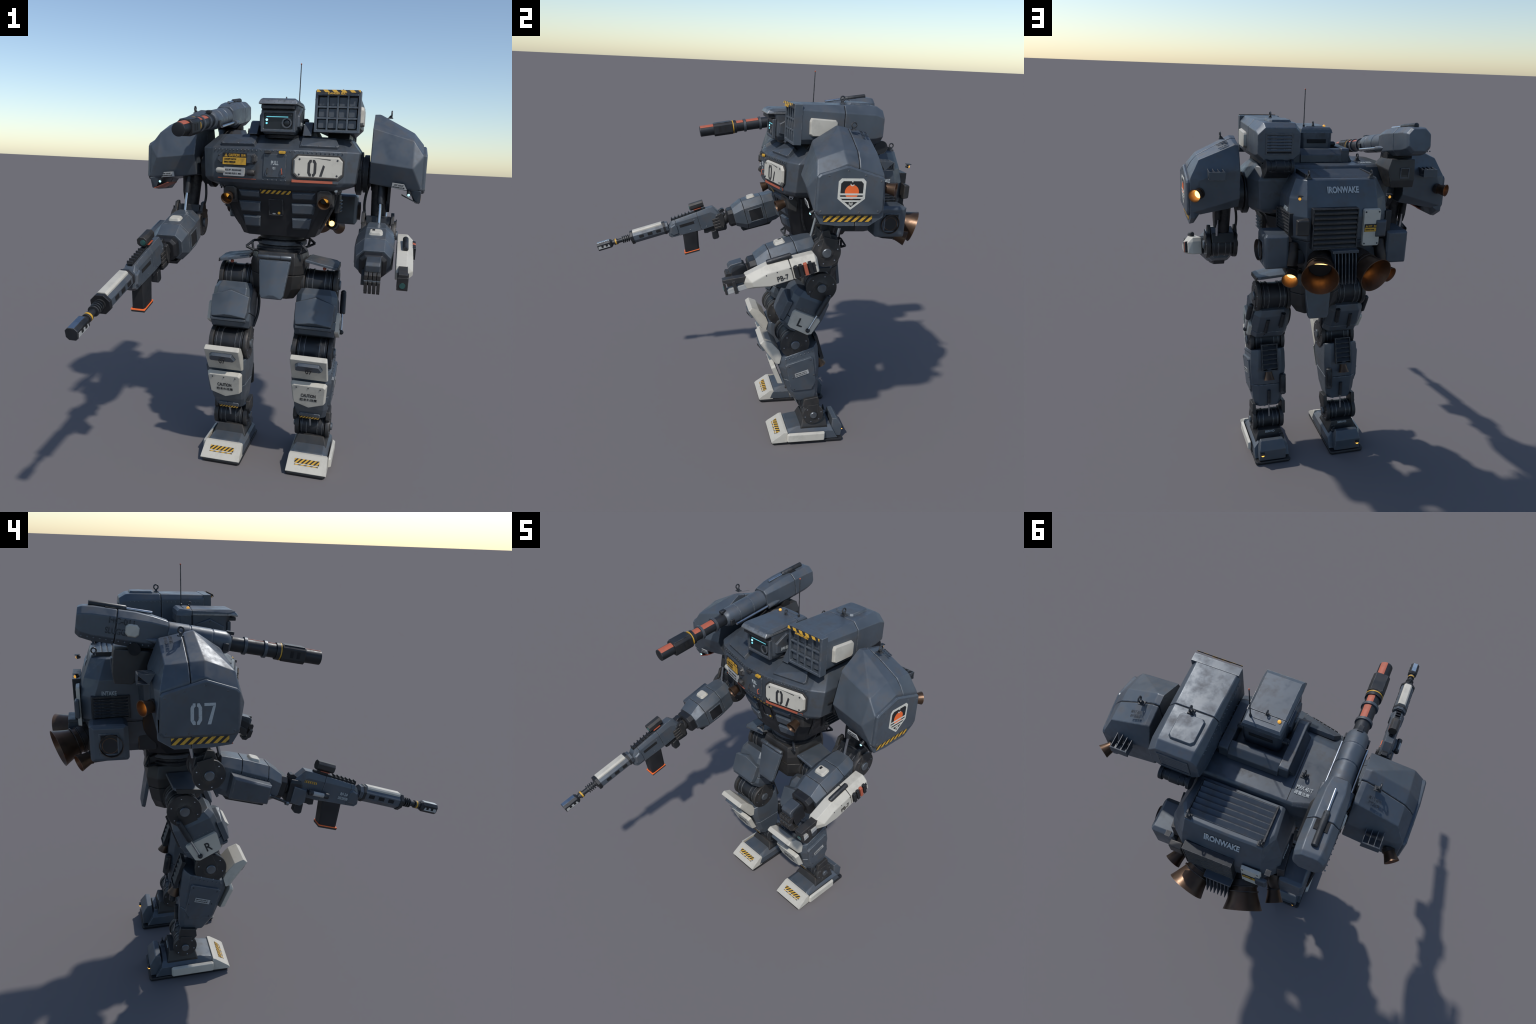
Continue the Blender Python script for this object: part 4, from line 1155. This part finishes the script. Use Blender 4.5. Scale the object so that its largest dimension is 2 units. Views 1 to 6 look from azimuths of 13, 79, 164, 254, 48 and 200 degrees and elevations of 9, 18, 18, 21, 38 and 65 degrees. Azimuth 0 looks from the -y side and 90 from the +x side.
# ================================================================= HEAD
hd = loft([[(x, y, z) for x, y in chrect(-.070, .070, .080, .290, .014)] if z < 1.665 else [(x, y, z) for x, y in chrect(-.084, .084, .070, .305, .016)] for z in (1.655, 1.676, 1.752)] +
          [[(x, y, 1.792) for x, y in chrect(-.084, .084, .058, .303, .012)]])
head = add('head', split(hd, [((0, .236, 0), (0, 1, 0))], .003), CHEST, mech, bevel=.006)
add('seam_filler', shrink(hd, .004), VOID, head, bevel=0)  # added black core behind the head seam
roof = hull([(x, y, z) for x, y, z in [(sx * .086, .036, 1.786) for sx in (1, -1)] + [(sx * .083, .030, 1.792) for sx in (1, -1)] + [(sx * .080, .040, 1.806) for sx in (1, -1)] +
             [(sx * .074, .056, 1.8125) for sx in (1, -1)] + [(sx * .072, .290, 1.8155) for sx in (1, -1)] + [(sx * .079, .300, 1.806) for sx in (1, -1)] + [(sx * .083, .235, 1.808) for sx in (1, -1)] + [(sx * .086, .07, 1.800) for sx in (1, -1)] + [(sx * .084, .304, 1.788) for sx in (1, -1)]])
hr = add('head_roof', split(roof, [((0, .236, 0), (0, 1, 0))], .003), PAINT, head, bevel=.004)
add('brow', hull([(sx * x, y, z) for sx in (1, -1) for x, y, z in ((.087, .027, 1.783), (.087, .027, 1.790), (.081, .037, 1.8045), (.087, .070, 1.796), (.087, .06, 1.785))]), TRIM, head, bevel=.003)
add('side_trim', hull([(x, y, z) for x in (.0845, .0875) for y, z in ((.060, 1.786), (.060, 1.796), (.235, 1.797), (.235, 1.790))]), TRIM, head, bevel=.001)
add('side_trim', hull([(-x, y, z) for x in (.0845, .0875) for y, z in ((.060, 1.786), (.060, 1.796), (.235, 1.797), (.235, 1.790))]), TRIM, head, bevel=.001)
add('brow_shade', box(-.076, .076, .034, .075, 1.764, 1.780), GUN, head, bevel=.003)
# face: frame, dark screen, light bar, lens
fo = FRONT((0, .070, 1.712))
fg = rim(fo, .160, .098, .014, -.004, .012)
face = add('face_frame', fg, CHEST, head, bevel=.004)
add('face_screen', plate(fo, rect(.134, .076), -.002, .003), GLASS, face, bevel=0)
add('light_bar', plate(fo, rect(.100, .0034, -.006, .020), .003, .005), CYAN, face, bevel=0)
add('bar_hood', plate(fo, rect(.122, .010, 0, .029), .002, .008), GUN, face, bevel=.001)
rounded('status_lamp', lathe(fo @ V((-.054, .006, .003)), (0, -1, 0), [(0, .0055), (.002, .0055)], 14), ICE, face)
rounded('status_lamp', lathe(fo @ V((-.054, -.009, .003)), (0, -1, 0), [(0, .0048), (.002, .0048)], 14), CYAN, face)
ln = rounded('lens_ring', lathe(fo @ V((.040, -.007, .002)), (0, -1, 0), [(0, .023), (.010, .023), (.010, .017), (.004, .016)], 28, False), CHEST, face)
rounded('lens', lathe(fo @ V((.040, -.007, .002)), (0, -1, 0), [(.003, .0165), (.006, .014), (.008, .008), (.0085, .0001)], 24, False), GLASS, ln)
for s in (1, -1):
    ck = [(.088, .7410), (.157, .778), (.222, .754), (.222, .690), (.180, .672), (.088, .690)]
    add('cheek_guard', hull([(.082, y, z + 1) for y, z in ck] + [(.094, .155 + (y - .155) * .93, 1.722 + (z - .722) * .92) for y, z in ck]), CHEST, head, s, .003)
    bolts([(.0935, .157, 1.762)], (1, 0, 0), .0035, head, GUN, side=s)
    rounded('neck_pivot', lathe((.083, .276, 1.731), (1, 0, 0), [(0, .013), (.020, .013), (.022, .009), (.026, .009)], 16), GUN, head, s)
text('IW-07', SIDE((.0942, .145, 1.706), 1), .050, .016, PRINTW, head)
text('IW-07', SIDE((-.0942, .145, 1.706), -1), .050, .016, PRINTW, head)
add('vent_patch', box(-.050, .050, .300, .3075, 1.738, 1.758), VOID, head, bevel=.001)  # black slab on the back of the head in place of an open vent
bc = rounded('beacon', lathe((-.055, .250, 1.812), (0, 0, 1), [(0, .010), (.003, .010)], 14), GUN, head)
rounded('beacon_lens', ball((-.055, .250, 1.817), .0075, 14), DIM, bc)
eyelet((0, .236, 1.813), head, (1, 0, 0), s=.75)
an = rounded('antenna', lathe((.058, .265, 1.812), (0, 0, 1), [(0, .0055), (.012, .0055), (.014, .0026), (.182, .0022)], 10), GUN, head)
rounded('antenna_tip', ball((.058, .265, 1.9962), .0038, 10), ORANGE, an)
add('roof_ridge', tube([(-.045, .268, 1.8155), (.045, .268, 1.8155)], .0025, 6), CHEST, head, bevel=0)
rounded('neck', lathe((0, .185, 1.640), (0, 0, 1), [(0, .082), (.012, .085), (.020, .078), (.03, .078)], 40), GUN, head)
# collar round the head
side_prof = [(.110, 1.654), (.150, 1.712), (.170, 1.720), (.382, 1.722), (.388, 1.714), (.388, 1.650)]
for s in (1, -1):
    cl = add('neck_collar', hull([(x, y, z) for x in (.106, .148) for y, z in side_prof]), CHEST, torso, s, .004)
    add('collar_groove', box(.152, .165, .19, .34, 1.652, 1.664), GUN, cl, s, .003)
    add('collar_fillet', hull([(.145, .18, 1.70), (.145, .37, 1.70), (.172, .18, 1.654), (.172, .37, 1.654), (.145, .18, 1.654), (.145, .37, 1.654)]), CHEST, cl, s, .003)
add('neck_collar', hull([(x, y, z) for x in (-.108, .108) for y, z in ((.338, 1.655), (.338, 1.712), (.345, 1.720), (.368, 1.716), (.394, 1.692), (.396, 1.655))]), CHEST, torso, bevel=.004)
eyelet((-.207, .353, 1.656), torso, (1, 0, 0), s=1.05)
rt = frame((-.207, .405, 1.6564), (-1, 0, 0), (0, -1, 0))
text('MAX 401T', rt @ M.Translation((.02, 0, 0)), .066, .018, PRINTW, torso)
text('荷重注意', rt @ M.Translation((.016, -.024, 0)), .062, .016, PRINTW, torso)

# ================================================================= MISSILE BOX
XA, XB = .150, .361
PT, PB_ = 1.857, 1.672
oct_ = lambda c, g=0: [(XA + g + c, PB_ + g), (XB - g - c, PB_ + g), (XB - g, PB_ + g + c), (XB - g, PT - g - c * 1.1), (XB - g - c, PT - g), (XA + g + c * .6, PT - g), (XA + g, PT - g - c * .8), (XA + g, PB_ + g + c)]
pod_geo = loft([[(x, .140, z) for x, z in oct_(.022, .002)], [(x, .488, z) for x, z in oct_(.036)], [(x, .506, z) for x, z in oct_(.036, .002)], [(XA + .006 + (x - XA) * .955, .539, PB_ + .016 + (z - PB_) * .80) for x, z in oct_(.038)]])
pod = add('missile_pod', split(pod_geo, [((0, .345, 0), (0, 1, 0))], .003), PAINT, mech, bevel=.004)
add('seam_filler', shrink(pod_geo, .004), VOID, pod, bevel=0)  # dark filler added behind the pod seam
fx0, fx1, fz0, fz1 = .157, .362, 1.672, 1.856
fr_ = rim(FRONT(((fx0 + fx1) / 2, .142, (fz0 + fz1) / 2)), fx1 - fx0, fz1 - fz0, .012, 0, .038) + box(fx0 + .012, fx1 - .012, .1045, .140, fz1 - .022, fz1 - .0121)
lat = add('launch_frame', fr_, PAINT, pod, bevel=.002)
add('launch_floor', box(fx0 + .004, fx1 - .004, .136, .141, fz0 + .004, fz1 - .004), CHEST, lat, bevel=0)
cw, chh = (fx1 - fx0 - .024) / 4, (fz1 - fz0 - .036) / 3
for i in range(1, 4):
    x = fx0 + .012 + cw * i
    add('lattice_bar', box(x - .0042, x + .0042, .106, .134, fz0 + .010, fz1 - .018), PAINT, lat, bevel=.0015)
for j in range(1, 3):
    z = fz0 + .014 + chh * j
    add('lattice_bar', box(fx0 + .010, fx1 - .010, .1075, .134, z - .0042, z + .0042), PAINT, lat, bevel=.0015)
src = None
for i in range(4):
    for j in range(3):
        x, z = fx0 + .012 + cw * (i + .5), fz0 + .014 + chh * (j + .5)
        g = hull([(x + a, .137, z + b) for a, b in crect(.039, .041, .003)] + [(x + a, .118, z + b) for a, b in crect(.035, .037, .003)])
        if src is None:
            src = add('missile_hatch', g, PAINT, lat, bevel=.001)
            base = WORLD[src.name]
            x0_, z0_ = x, z
        else:
            again(src, 'missile_hatch', M.Translation((x - x0_, 0, z - z0_)) @ base, lat)
# floating warning strip along the top front edge
hzf = frame((.260, .093, 1.8525), (1, 0, 0), (0, .30, .95))
hazard(hzf, .194, .012, 5, lat, -1.0)
text('DANGER 危険', hzf @ M.Translation((-.004, -.011, .001)), .082, .013, YELLOW, lat)
wpv = [(.150 + .028, 1.722), (.192, 1.712), (.300, 1.712), (.312, 1.724), (.312, 1.780), (.302, 1.791), (.200, 1.790), (.182, 1.798), (.176, 1.782)]
add('side_panel', hull([(XB - .003, y, z) for y, z in wpv] + [(XB + .013, .246 + (y - .246) * .93, 1.752 + (z - 1.752) * .90) for y, z in wpv]), WHITE, pod, bevel=.003)
add('top_hatch', plate(frame((.240, .430, 1.857), (-1, 0, 0), (0, -1, 0)), crect(.108, .120, .012), -.001, .010, .005), PAINT, pod, bevel=.002)
eyelet((.257, .357, 1.858), pod, (1, 0, 0))
for s_ in (1,):
    bolts([(XA + .0005, .165 + i * .019, 1.822) for i in range(18)], (-1, 0, 0), .0026, pod)
    bolts([(XA + .0005, .165 + i * .026, 1.716) for i in range(13)], (-1, 0, 0), .0026, pod)
rb = BACK((.256, .5388, 1.764))
bg = rim(rb, .128, .098, .006, -.003, .004)
bk = add('rear_grille', bg, CHEST, pod, bevel=.001)
add('grille_shadow', plate(rb, rect(.120, .090), -.002, .0006), VOID, bk, bevel=0)
sl = hull([rb @ V((x, y - .034, d)) for x in (-.058, .058) for y, d in ((0, .0004), (.012, .0004), (.0, .004), (.004, .004))])
row('grille_slat', sl, [(0, 0, .0145 * i) for i in range(6)], CHEST, bk, 1, .0006)
# axle and bracket carrying the box
ax = rounded('pod_axle', lathe((.192, .548, 1.664), (1, 0, 0), [(0, .032), (.012, .032), (.012, .024), (.022, .024), (.024, .027), (.042, .027), (.044, .030), (.084, .030), (.086, .027), (.104, .027), (.106, .024), (.116, .024), (.116, .032), (.130, .032)], 28), GUN, pod)
add('pod_bracket', hull([(x, y, z) for x in (.200, .318) for y, z in ((.42, 1.645), (.50, 1.670), (.55, 1.690), (.565, 1.64), (.50, 1.60), (.44, 1.60))]), GUN, pod, bevel=.004)
add('pod_bracket', hull([(x, y, z) for x in (.215, .315) for y, z in ((.18, 1.645), (.20, 1.676), (.44, 1.676), (.46, 1.645))]), GUN, pod, bevel=.003)

# ================================================================= SHOULDER CANNON
CP = RAD(9.5)
CX = -.349
def ca(x, t, h):
    """Cannon frame: t back from the muzzle along the bore, h above it."""
    return V((CX + x, -.278 + t * math.cos(CP) - h * math.sin(CP), 1.641 + t * math.sin(CP) + h * math.cos(CP)))
CB = V((0, math.cos(CP), math.sin(CP)))
def cring(t, hw, ht, hb, c):
    return [ca(x, t, h) for x, h in chrect(-hw, hw, hb, ht, c)]
br = loft([cring(.672, .046, .050, -.048, .018), cring(.735, .058, .060, -.066, .022), cring(.800, .062, .064, -.070, .026), cring(.960, .062, .060, -.070, .026),
           cring(1.000, .060, .054, -.064, .026), cring(1.016, .053, .046, -.052, .024)])
can = add('shoulder_cannon', split(br, [(ca(0, .870, 0), CB)], .003), PAINT, mech, bevel=.004)
add('seam_filler', shrink(br, .004), VOID, can, bevel=0)  # black core added so the breech seam is not see-through
rounded('barrel_sleeve', lathe(ca(0, .410, 0), CB, [(0, .036), (.010, .043), (.022, .046), (.075, .047), (.078, .045), (.082, .045), (.084, .047), (.166, .047), (.169, .044), (.173, .044), (.176, .047), (.256, .046), (.262, .043), (.28, .043)], 40), PAINT, can, angle=24)
add('sleeve_lug', hull([ca(x, t, h) for x in (-.052, .052) for t in (.420, .446) for h in (-.026, .004)]), GUN, can, bevel=.003)
add('sleeve_lug', hull([ca(x, t, h) for x in (-.012, .012) for t in (.398, .430) for h in (.036, .050)]), GUN, can, bevel=.003)
rounded('barrel', lathe(ca(0, .0, 0), CB, [(0, .024), (.002, .0295), (.42, .0305)], 36), GUN, can)
rounded('bore_cap', lathe(ca(0, .0015, 0), CB * -1, [(0, .0245), (.001, .0245), (.001, .0001)], 30), BLACK, can)
rg = Geo()
for t in (.250, .338):
    rg = rg + lathe(ca(0, t, 0), CB, [(0, .030), (.001, .0365), (.013, .0365), (.014, .030)], 36)
rounded('barrel_ring', rg, CHEST, can, angle=30)
rounded('barrel_ring', lathe(ca(0, .190, 0), CB, [(0, .030), (.001, .036), (.018, .036), (.019, .030)], 36), GUN, can, angle=30)
rounded('yellow_ring', lathe(ca(0, .187, 0), CB, [(0, .0368), (.005, .0368)], 36), YELLOW, can)
# red-orange stripe along the top of the barrel
for t0, t1 in ((.004, .080), (.210, .248), (.266, .336)):
    r0, r1 = .0292, .0313
    g = loft([[ca(r * math.sin(a), t, r * math.cos(a)) for r, a in [(r1, RAD(-8 + 9.4 * k)) for k in range(7)] + [(r0, RAD(48.4 - 9.4 * k)) for k in range(7)]] for t in (t0, t1)])
    rounded('orange_stripe', g, ORANGE, can)
mz = add('muzzle_block', loft([cring(.078, .036, .034, -.036, .012), cring(.186, .036, .034, -.036, .012)]), BLACK, can, bevel=.004)
add('block_cap', hull([ca(x, t, h) for x in (-.026, .026) for t in (.084, .180) for h in (.032, .036)]), GUN, mz, bevel=.002)
vs_ = Geo()
for w in (-1, 1):
    for t in (.112, .142):
        vs_ = vs_ + hull([ca(w * q, tt, h) for q in (.0345, .0368) for tt in (t - .007, t + .007) for h in (-.014, .014)])
add('block_patches', vs_, VOID, mz, bevel=0)  # dark plates on the block sides; port depth is only colour
# recoil cylinder on the roof, rods beside the sleeve
p0, p1, p2 = V((-.350, .676, 1.866)), V((-.349, .535, 1.845)), V((-.347, .437, 1.830))
rc = rounded('recoil_cylinder', lathe(p0, p1 - p0, [(0, .010), (.002, .0125), ((p1 - p0).length - .004, .0125), ((p1 - p0).length, .010)], 18), GUN, can)
rounded('recoil_rod', cyl(p1, p2, .0062, 12), STEEL, rc)
add('recoil_patch', hull([ca(x, t, h) for x in (-.026, .026) for t in (.875, .915) for h in (.0595, .0645)]), VOID, can, bevel=0)  # flat black plate standing in for a hollow in the roof
for w in (-1, 1):
    rounded('side_rod', cyl(ca(w * .052, .45, -.028), ca(w * .052, .69, -.028), .0068, 12), STEEL, can)
    rounded('rod_fairing', lathe(ca(w * .055, .67, -.030), CB, [(0, .013), (.05, .012), (.085, .004)], 14), PAINT, can)
wcap = hull([ca(-.060, .808 + y, -.004 + z) for y, z in crect(.056, .052, .012)] + [ca(-.070, .808 + y, -.004 + z) for y, z in crect(.046, .042, .010)])
add('white_cap', wcap, WHITE, can, bevel=.003)
bolts([ca(-.0625, .74 + .023 * i, -.052) for i in range(12)], (-1, 0, -.2), .003, can)
tf = frame(ca(-.0624, .860, .020), -CB, V((0, -math.sin(CP), math.cos(CP))))
text('HC-011', tf @ M.Translation((.010, .004, 0)), .095, .024, PRINTD, can)
text('SLUGGER', tf @ M.Translation((.004, -.036, 0)), .105, .024, PRINTD, can)
# pedestal
ped = hull([(x, y, z) for x in (-.405, -.285) for y, z in ((.470, 1.690), (.592, 1.700), (.604, 1.600), (.598, 1.565), (.53, 1.560))] + [(x, y, z) for x in (-.395, -.265) for y, z in ((.445, 1.655), (.60, 1.650))] + [(-.30, .36, 1.645), (-.36, .36, 1.645), (-.345, .42, 1.69), (-.31, .42, 1.69)])
pd = add('cannon_pedestal', ped, IRON, can, bevel=.005)
pw = BACK((-.352, .601, 1.635))
pg2 = rim(pw, .047, .051, .005, -.004, .004)
add('pedestal_window', pg2, CHEST, pd, bevel=.001)
add('window_glass', plate(pw, rect(.042, .046), -.004, .001), GLASS, pd, bevel=0)
rounded('pivot_bush', cyl((-.415, .515, 1.700), (-.285, .515, 1.700), .024, 24), VOID, pd)

# ================================================================= BACKPACK
pk = stack([
    (1.195, [(.150, .40), (.155, .56), (.12, .63), (.06, .65)]),
    (1.240, [(.190, .42), (.195, .60), (.15, .68), (.06, .69)]),
    (1.345, [(.212, .44), (.215, .665), (.160, .725), (.06, .738)]),
    (1.365, [(.225, .46), (.230, .680), (.168, .734), (.06, .740)]),
    (1.465, [(.232, .46), (.237, .680), (.170, .735), (.06, .742)]),
    (1.540, [(.228, .47), (.234, .655), (.168, .716), (.06, .722)]),
    (1.622, [(.184, .49), (.197, .624), (.162, .684), (.06, .686)]),
    (1.628, [(.172, .495), (.184, .616), (.154, .674), (.06, .678)])])
pack = add('backpack', split(pk, [((0, 0, 1.352), (0, 0, 1))], .003), CHEST if False else PAINT, mech, bevel=.005)
add('seam_filler', shrink(pk, .004), VOID, pack, bevel=0)  # added filler backing the pack seam in black
add('pack_core', hull([(x, y, z) for x in (-.20, .20) for y, z in ((.42, 1.21), (.50, 1.21), (.50, 1.58), (.42, 1.55))]), GUN, pack, bevel=.004)
# louvred top
tv = Geo() + box(-.162, -.156, .505, .662, 1.622, 1.646) + box(.156, .162, .505, .662, 1.622, 1.646) + box(-.160, .160, .654, .660, 1.622, 1.630)
tvo = add('top_vent', tv, GUN, pack, bevel=.001)
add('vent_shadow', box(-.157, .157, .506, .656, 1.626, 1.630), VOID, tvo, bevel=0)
sl = hull([(x, .510 + y, z) for x in (-.155, .155) for y, z in ((0, 1.641), (.005, 1.645), (.032, 1.632), (.030, 1.628), (.004, 1.630))])
row('top_louver', sl, [(0, .0245 * i, -.0010 * i) for i in range(6)], CHEST, tvo, 1, .0008)
for s in (1, -1):
    eyelet((.150 * s, .668, 1.628), pack, (1, 0, 0))
nv = V((0, .87, .49))
tf = frame((-.002, .7065, 1.583), (-1, 0, 0), (0, -.42, .907))
text('IRONWAKE', tf, .150, .031, PRINTW, pack, bold=.04)
# rear radiator grille
gf = BACK((.045, .742, 1.417))
gg = rim(gf, .214, .188, .005, -.01, .026)
gr = add('radiator_grille', gg, GUN, pack, bevel=.001)
add('grille_shadow', plate(gf, rect(.204, .182), -.004, .012), VOID, gr, bevel=0)
sl = hull([gf @ V((x, y - .084, d)) for x in (-.101, .101) for y, d in ((.010, .011), (.017, .011), (-.006, .025), (.002, .0255))])
row('grille_slat', sl, [(0, 0, .0225 * i) for i in range(8)], IRON, gr, 1, .0008)
# utility box and white data plate flanking the grille
add('utility_box', hull([(x, y, z) for x, c in ((.165, 0), (.222, .008)) for y, z in ((.735, 1.380 + c), (.735, 1.468 - c), (.764, 1.392), (.764, 1.458))]), IRON, pack, bevel=.005)
wf_ = BACK((-.136, .742, 1.414))
wpp = add('rear_data_plate', plate(wf_, crect(.086, .176, .006), -.006, .010, .003), WHITE, pack, bevel=.002)
bolts([wf_ @ V((x, y, .010)) for x in (-.032, .032) for y in (-.074, .074)], (0, 1, 0), .004, wpp, GUN)
yl = add('warning_label', plate(wf_, rect(.080, .036, .004, 0), .010, .0125), HAZBLK, wpp, bevel=.0005)
add('label_field', plate(wf_, rect(.078, .018, .004, -.008), .0125, .0132), YELLOW, yl, bevel=0)
mark([[(-.032, .004), (-.020, .004), (-.026, .014)]], wf_, .0125, .0133, YELLOW, yl, 'warning_triangle')
text('HOT', wf_ @ M.Translation((-.008, .009, .0124)), .018, .009, YELLOW, yl)
text('高温注意', wf_ @ M.Translation((.024, .009, .0124)), .030, .009, YELLOW, yl)
text('EXHAUST ZONE', wf_ @ M.Translation((-.010, -.008, .0131)), .042, .006, HAZBLK, yl)
add('side_latch', hull([wf_ @ V((x, y, d)) for x in (.020, .070) for y in (-.044, .036) for d in (.0, .014)] + [wf_ @ V((x, y, .02)) for x in (.028, .064) for y in (-.036, .028)]), CHEST, pack, bevel=.004)
# cooling fins between the main nozzles
fin_head = add('fin_head', box(-.062, .062, .700, .800, 1.312, 1.326), CHEST, pack, bevel=.002)
row('cooling_fin', hull([(-.0525, y, z) for y, z in ((.70, 1.318), (.794, 1.318), (.802, 1.29), (.822, 1.172), (.73, 1.160))] + [(-.0485, y, z) for y, z in ((.70, 1.318), (.794, 1.318), (.802, 1.29), (.822, 1.172), (.73, 1.160))]),
    [(.0168 * i, 0, 0) for i in range(7)], CHEST, fin_head, 1, .0008)
add('fin_core', hull([(x, y, z) for x in (-.054, .054) for y, z in ((.60, 1.316), (.752, 1.316), (.775, 1.18), (.70, 1.165), (.60, 1.20))]), BLACK, fin_head, bevel=0)
for s in (1, -1):
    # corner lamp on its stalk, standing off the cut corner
    lm = rounded('corner_lamp', lathe((.210, .742, 1.556), (.35, .9, -.1), [(-.010, .006), (.002, .0085), (.006, .0085)], 14), GUN, pack, s)
    add('lamp_hood', hull([(x, y, z) for x in (.200, .222) for y, z in ((.734, 1.566), (.758, 1.566), (.758, 1.5695), (.734, 1.5695))]), GUN, lm, s, .0006)
    rounded('lamp_lens', ball((.2125, .748, 1.555), .0068, 12), DIM, lm, s)
    # side intake louvres
    sf_ = frame((.238 * s, .612, 1.424), (-.12, s, 0) if s > 0 else (.12, s, 0), (0, 0, 1))
    g = rim(sf_, .160, .104, .008, -.018, .012)
    iv = add('side_intake', g, GUN, pack, bevel=.001)
    add('intake_shadow', plate(sf_, rect(.150, .092), -.016, .0045), VOID, iv, bevel=0)
    sl = hull([sf_ @ V((x, y - .036, d)) for x in (-.072, .072) for y, d in ((.002, .004), (.008, .004), (-.004, .009), (.0, .0095))])
    row('intake_slat', sl, [(0, 0, .0145 * i) for i in range(6)], GUN, iv, 1, .0006)
    bt = frame((.2280 * s, .616, 1.499), (0, s, 0), (-.11 * s, 0, 1))
    text('BOOST', bt @ M.Translation((0, .013, .004)), .060, .019, PRINTW, pack)
    text('INTAKE', bt @ M.Translation((0, -.015, .006)), .062, .019, PRINTW, pack)
    # side booster box with square port
    bb = hull([(x, y, z) for x in (.240, .345) for y in (.556, .702) for z in (1.222, 1.374)] + [(x, y, z) for x in (.246, .338) for y in (.566, .690) for z in (1.222, 1.380)] + [(x, y, z) for x in (.25, .338) for y in (.548, .708) for z in (1.230, 1.370)] + [(.352, y, z) for y in (.568, .690) for z in (1.236, 1.364)])
    bo = add('side_booster', bb, PAINT, pack, s, .003)
    pf_ = SIDE((.351 * s, .630, 1.297), s)
    g = rim(pf_, .082, .098, .008, -.002, .004)
    pt = add('port_frame', g, PAINT, bo, bevel=.0015)
    add('port_shadow', plate(pf_, rect(.070, .086), -.001, .0018), BLACK, pt, bevel=0)
    rounded('port_ring', lathe(pf_ @ V((-.004 * s, -.006, .001)), (s, 0, 0), [(0, .034), (.0015, .034), (.0015, .0315), (0, .0315)], 28), BRONZE, pt)
    rounded('port_hoop', lathe((.349 * s, .620, 1.292), (s, .12, 0), [(0, .046), (.017, .050), (.017, .0475), (0, .0435), (0, .046)], 32, False), SCORCH, bo)
    # main and small nozzles
    d = V((math.sin(RAD(18)) * math.cos(RAD(15)), math.cos(RAD(18)) * math.cos(RAD(15)), -math.sin(RAD(15))))
    mc = V((.134, .848, 1.216))
    L = .100
    o = mc - d * L
    nz = nozzle(o, d, L, .056, .085, pack, s, BRONZE, False, collar=[(-.075, .058, .045), (-.028, .061, .024), (-.002, .0605, .004), (.020, .0655, .004)])
    rounded('throat_blocker', lathe(o, d, [(-.05, .05), (.004, .05)], 32), BLACK, nz, s)  # black plug filling the throat behind the glow patch
    gl = hull([o + d * .006 + basis(d)[0] * x + basis(d)[1] * y for x, y in ((-.044, .014), (.044, .014), (.036, .034), (-.036, .034), (0, .046))] + [o + d * .003 + basis(d)[0] * x + basis(d)[1] * y for x, y in ((-.044, .014), (.044, .014), (0, .046))])
    rounded('throat_glow', gl, FIRE, nz, s)
    d2 = V((math.sin(RAD(24)) * math.cos(RAD(16)), math.cos(RAD(24)) * math.cos(RAD(16)), -math.sin(RAD(16))))
    mc2 = V((.246, .762, 1.182))
    n2 = nozzle(mc2 - d2 * .058, d2, .058, .027, .039, pack, s, BRONZE, True, FIRE, collar=[(-.04, .028, .036), (.0, .030, .004)])
    rounded('thruster_can', lathe((.215, .664, 1.335), V((.224, .700, 1.205)) - V((.215, .664, 1.335)), [(0, .026), (.006, .030), (.08, .032), (.11, .028)], 24), SCORCH, pack, s)
    add('nozzle_mount', hull([(x, y, z) for x in (.160, .205) for y, z in ((.56, 1.30), (.68, 1.30), (.70, 1.24), (.66, 1.205), (.58, 1.21))]), BLACK, pack, s, .004)
    fr0 = V((.2175, .618, 1.214))
    fd = V((.222, .700, 1.201)) - fr0
    rounded('thruster_root', lathe(fr0, fd, [(0, .020), (.003, .029), (.03, .032), (fd.length, .028)], 24), BLACK, n2, s)
    rounded('throat_glow', lathe(fr0, fd * -1, [(.0008, .0001), (.0008, .0150)], 20, False), FIRE, n2, s)
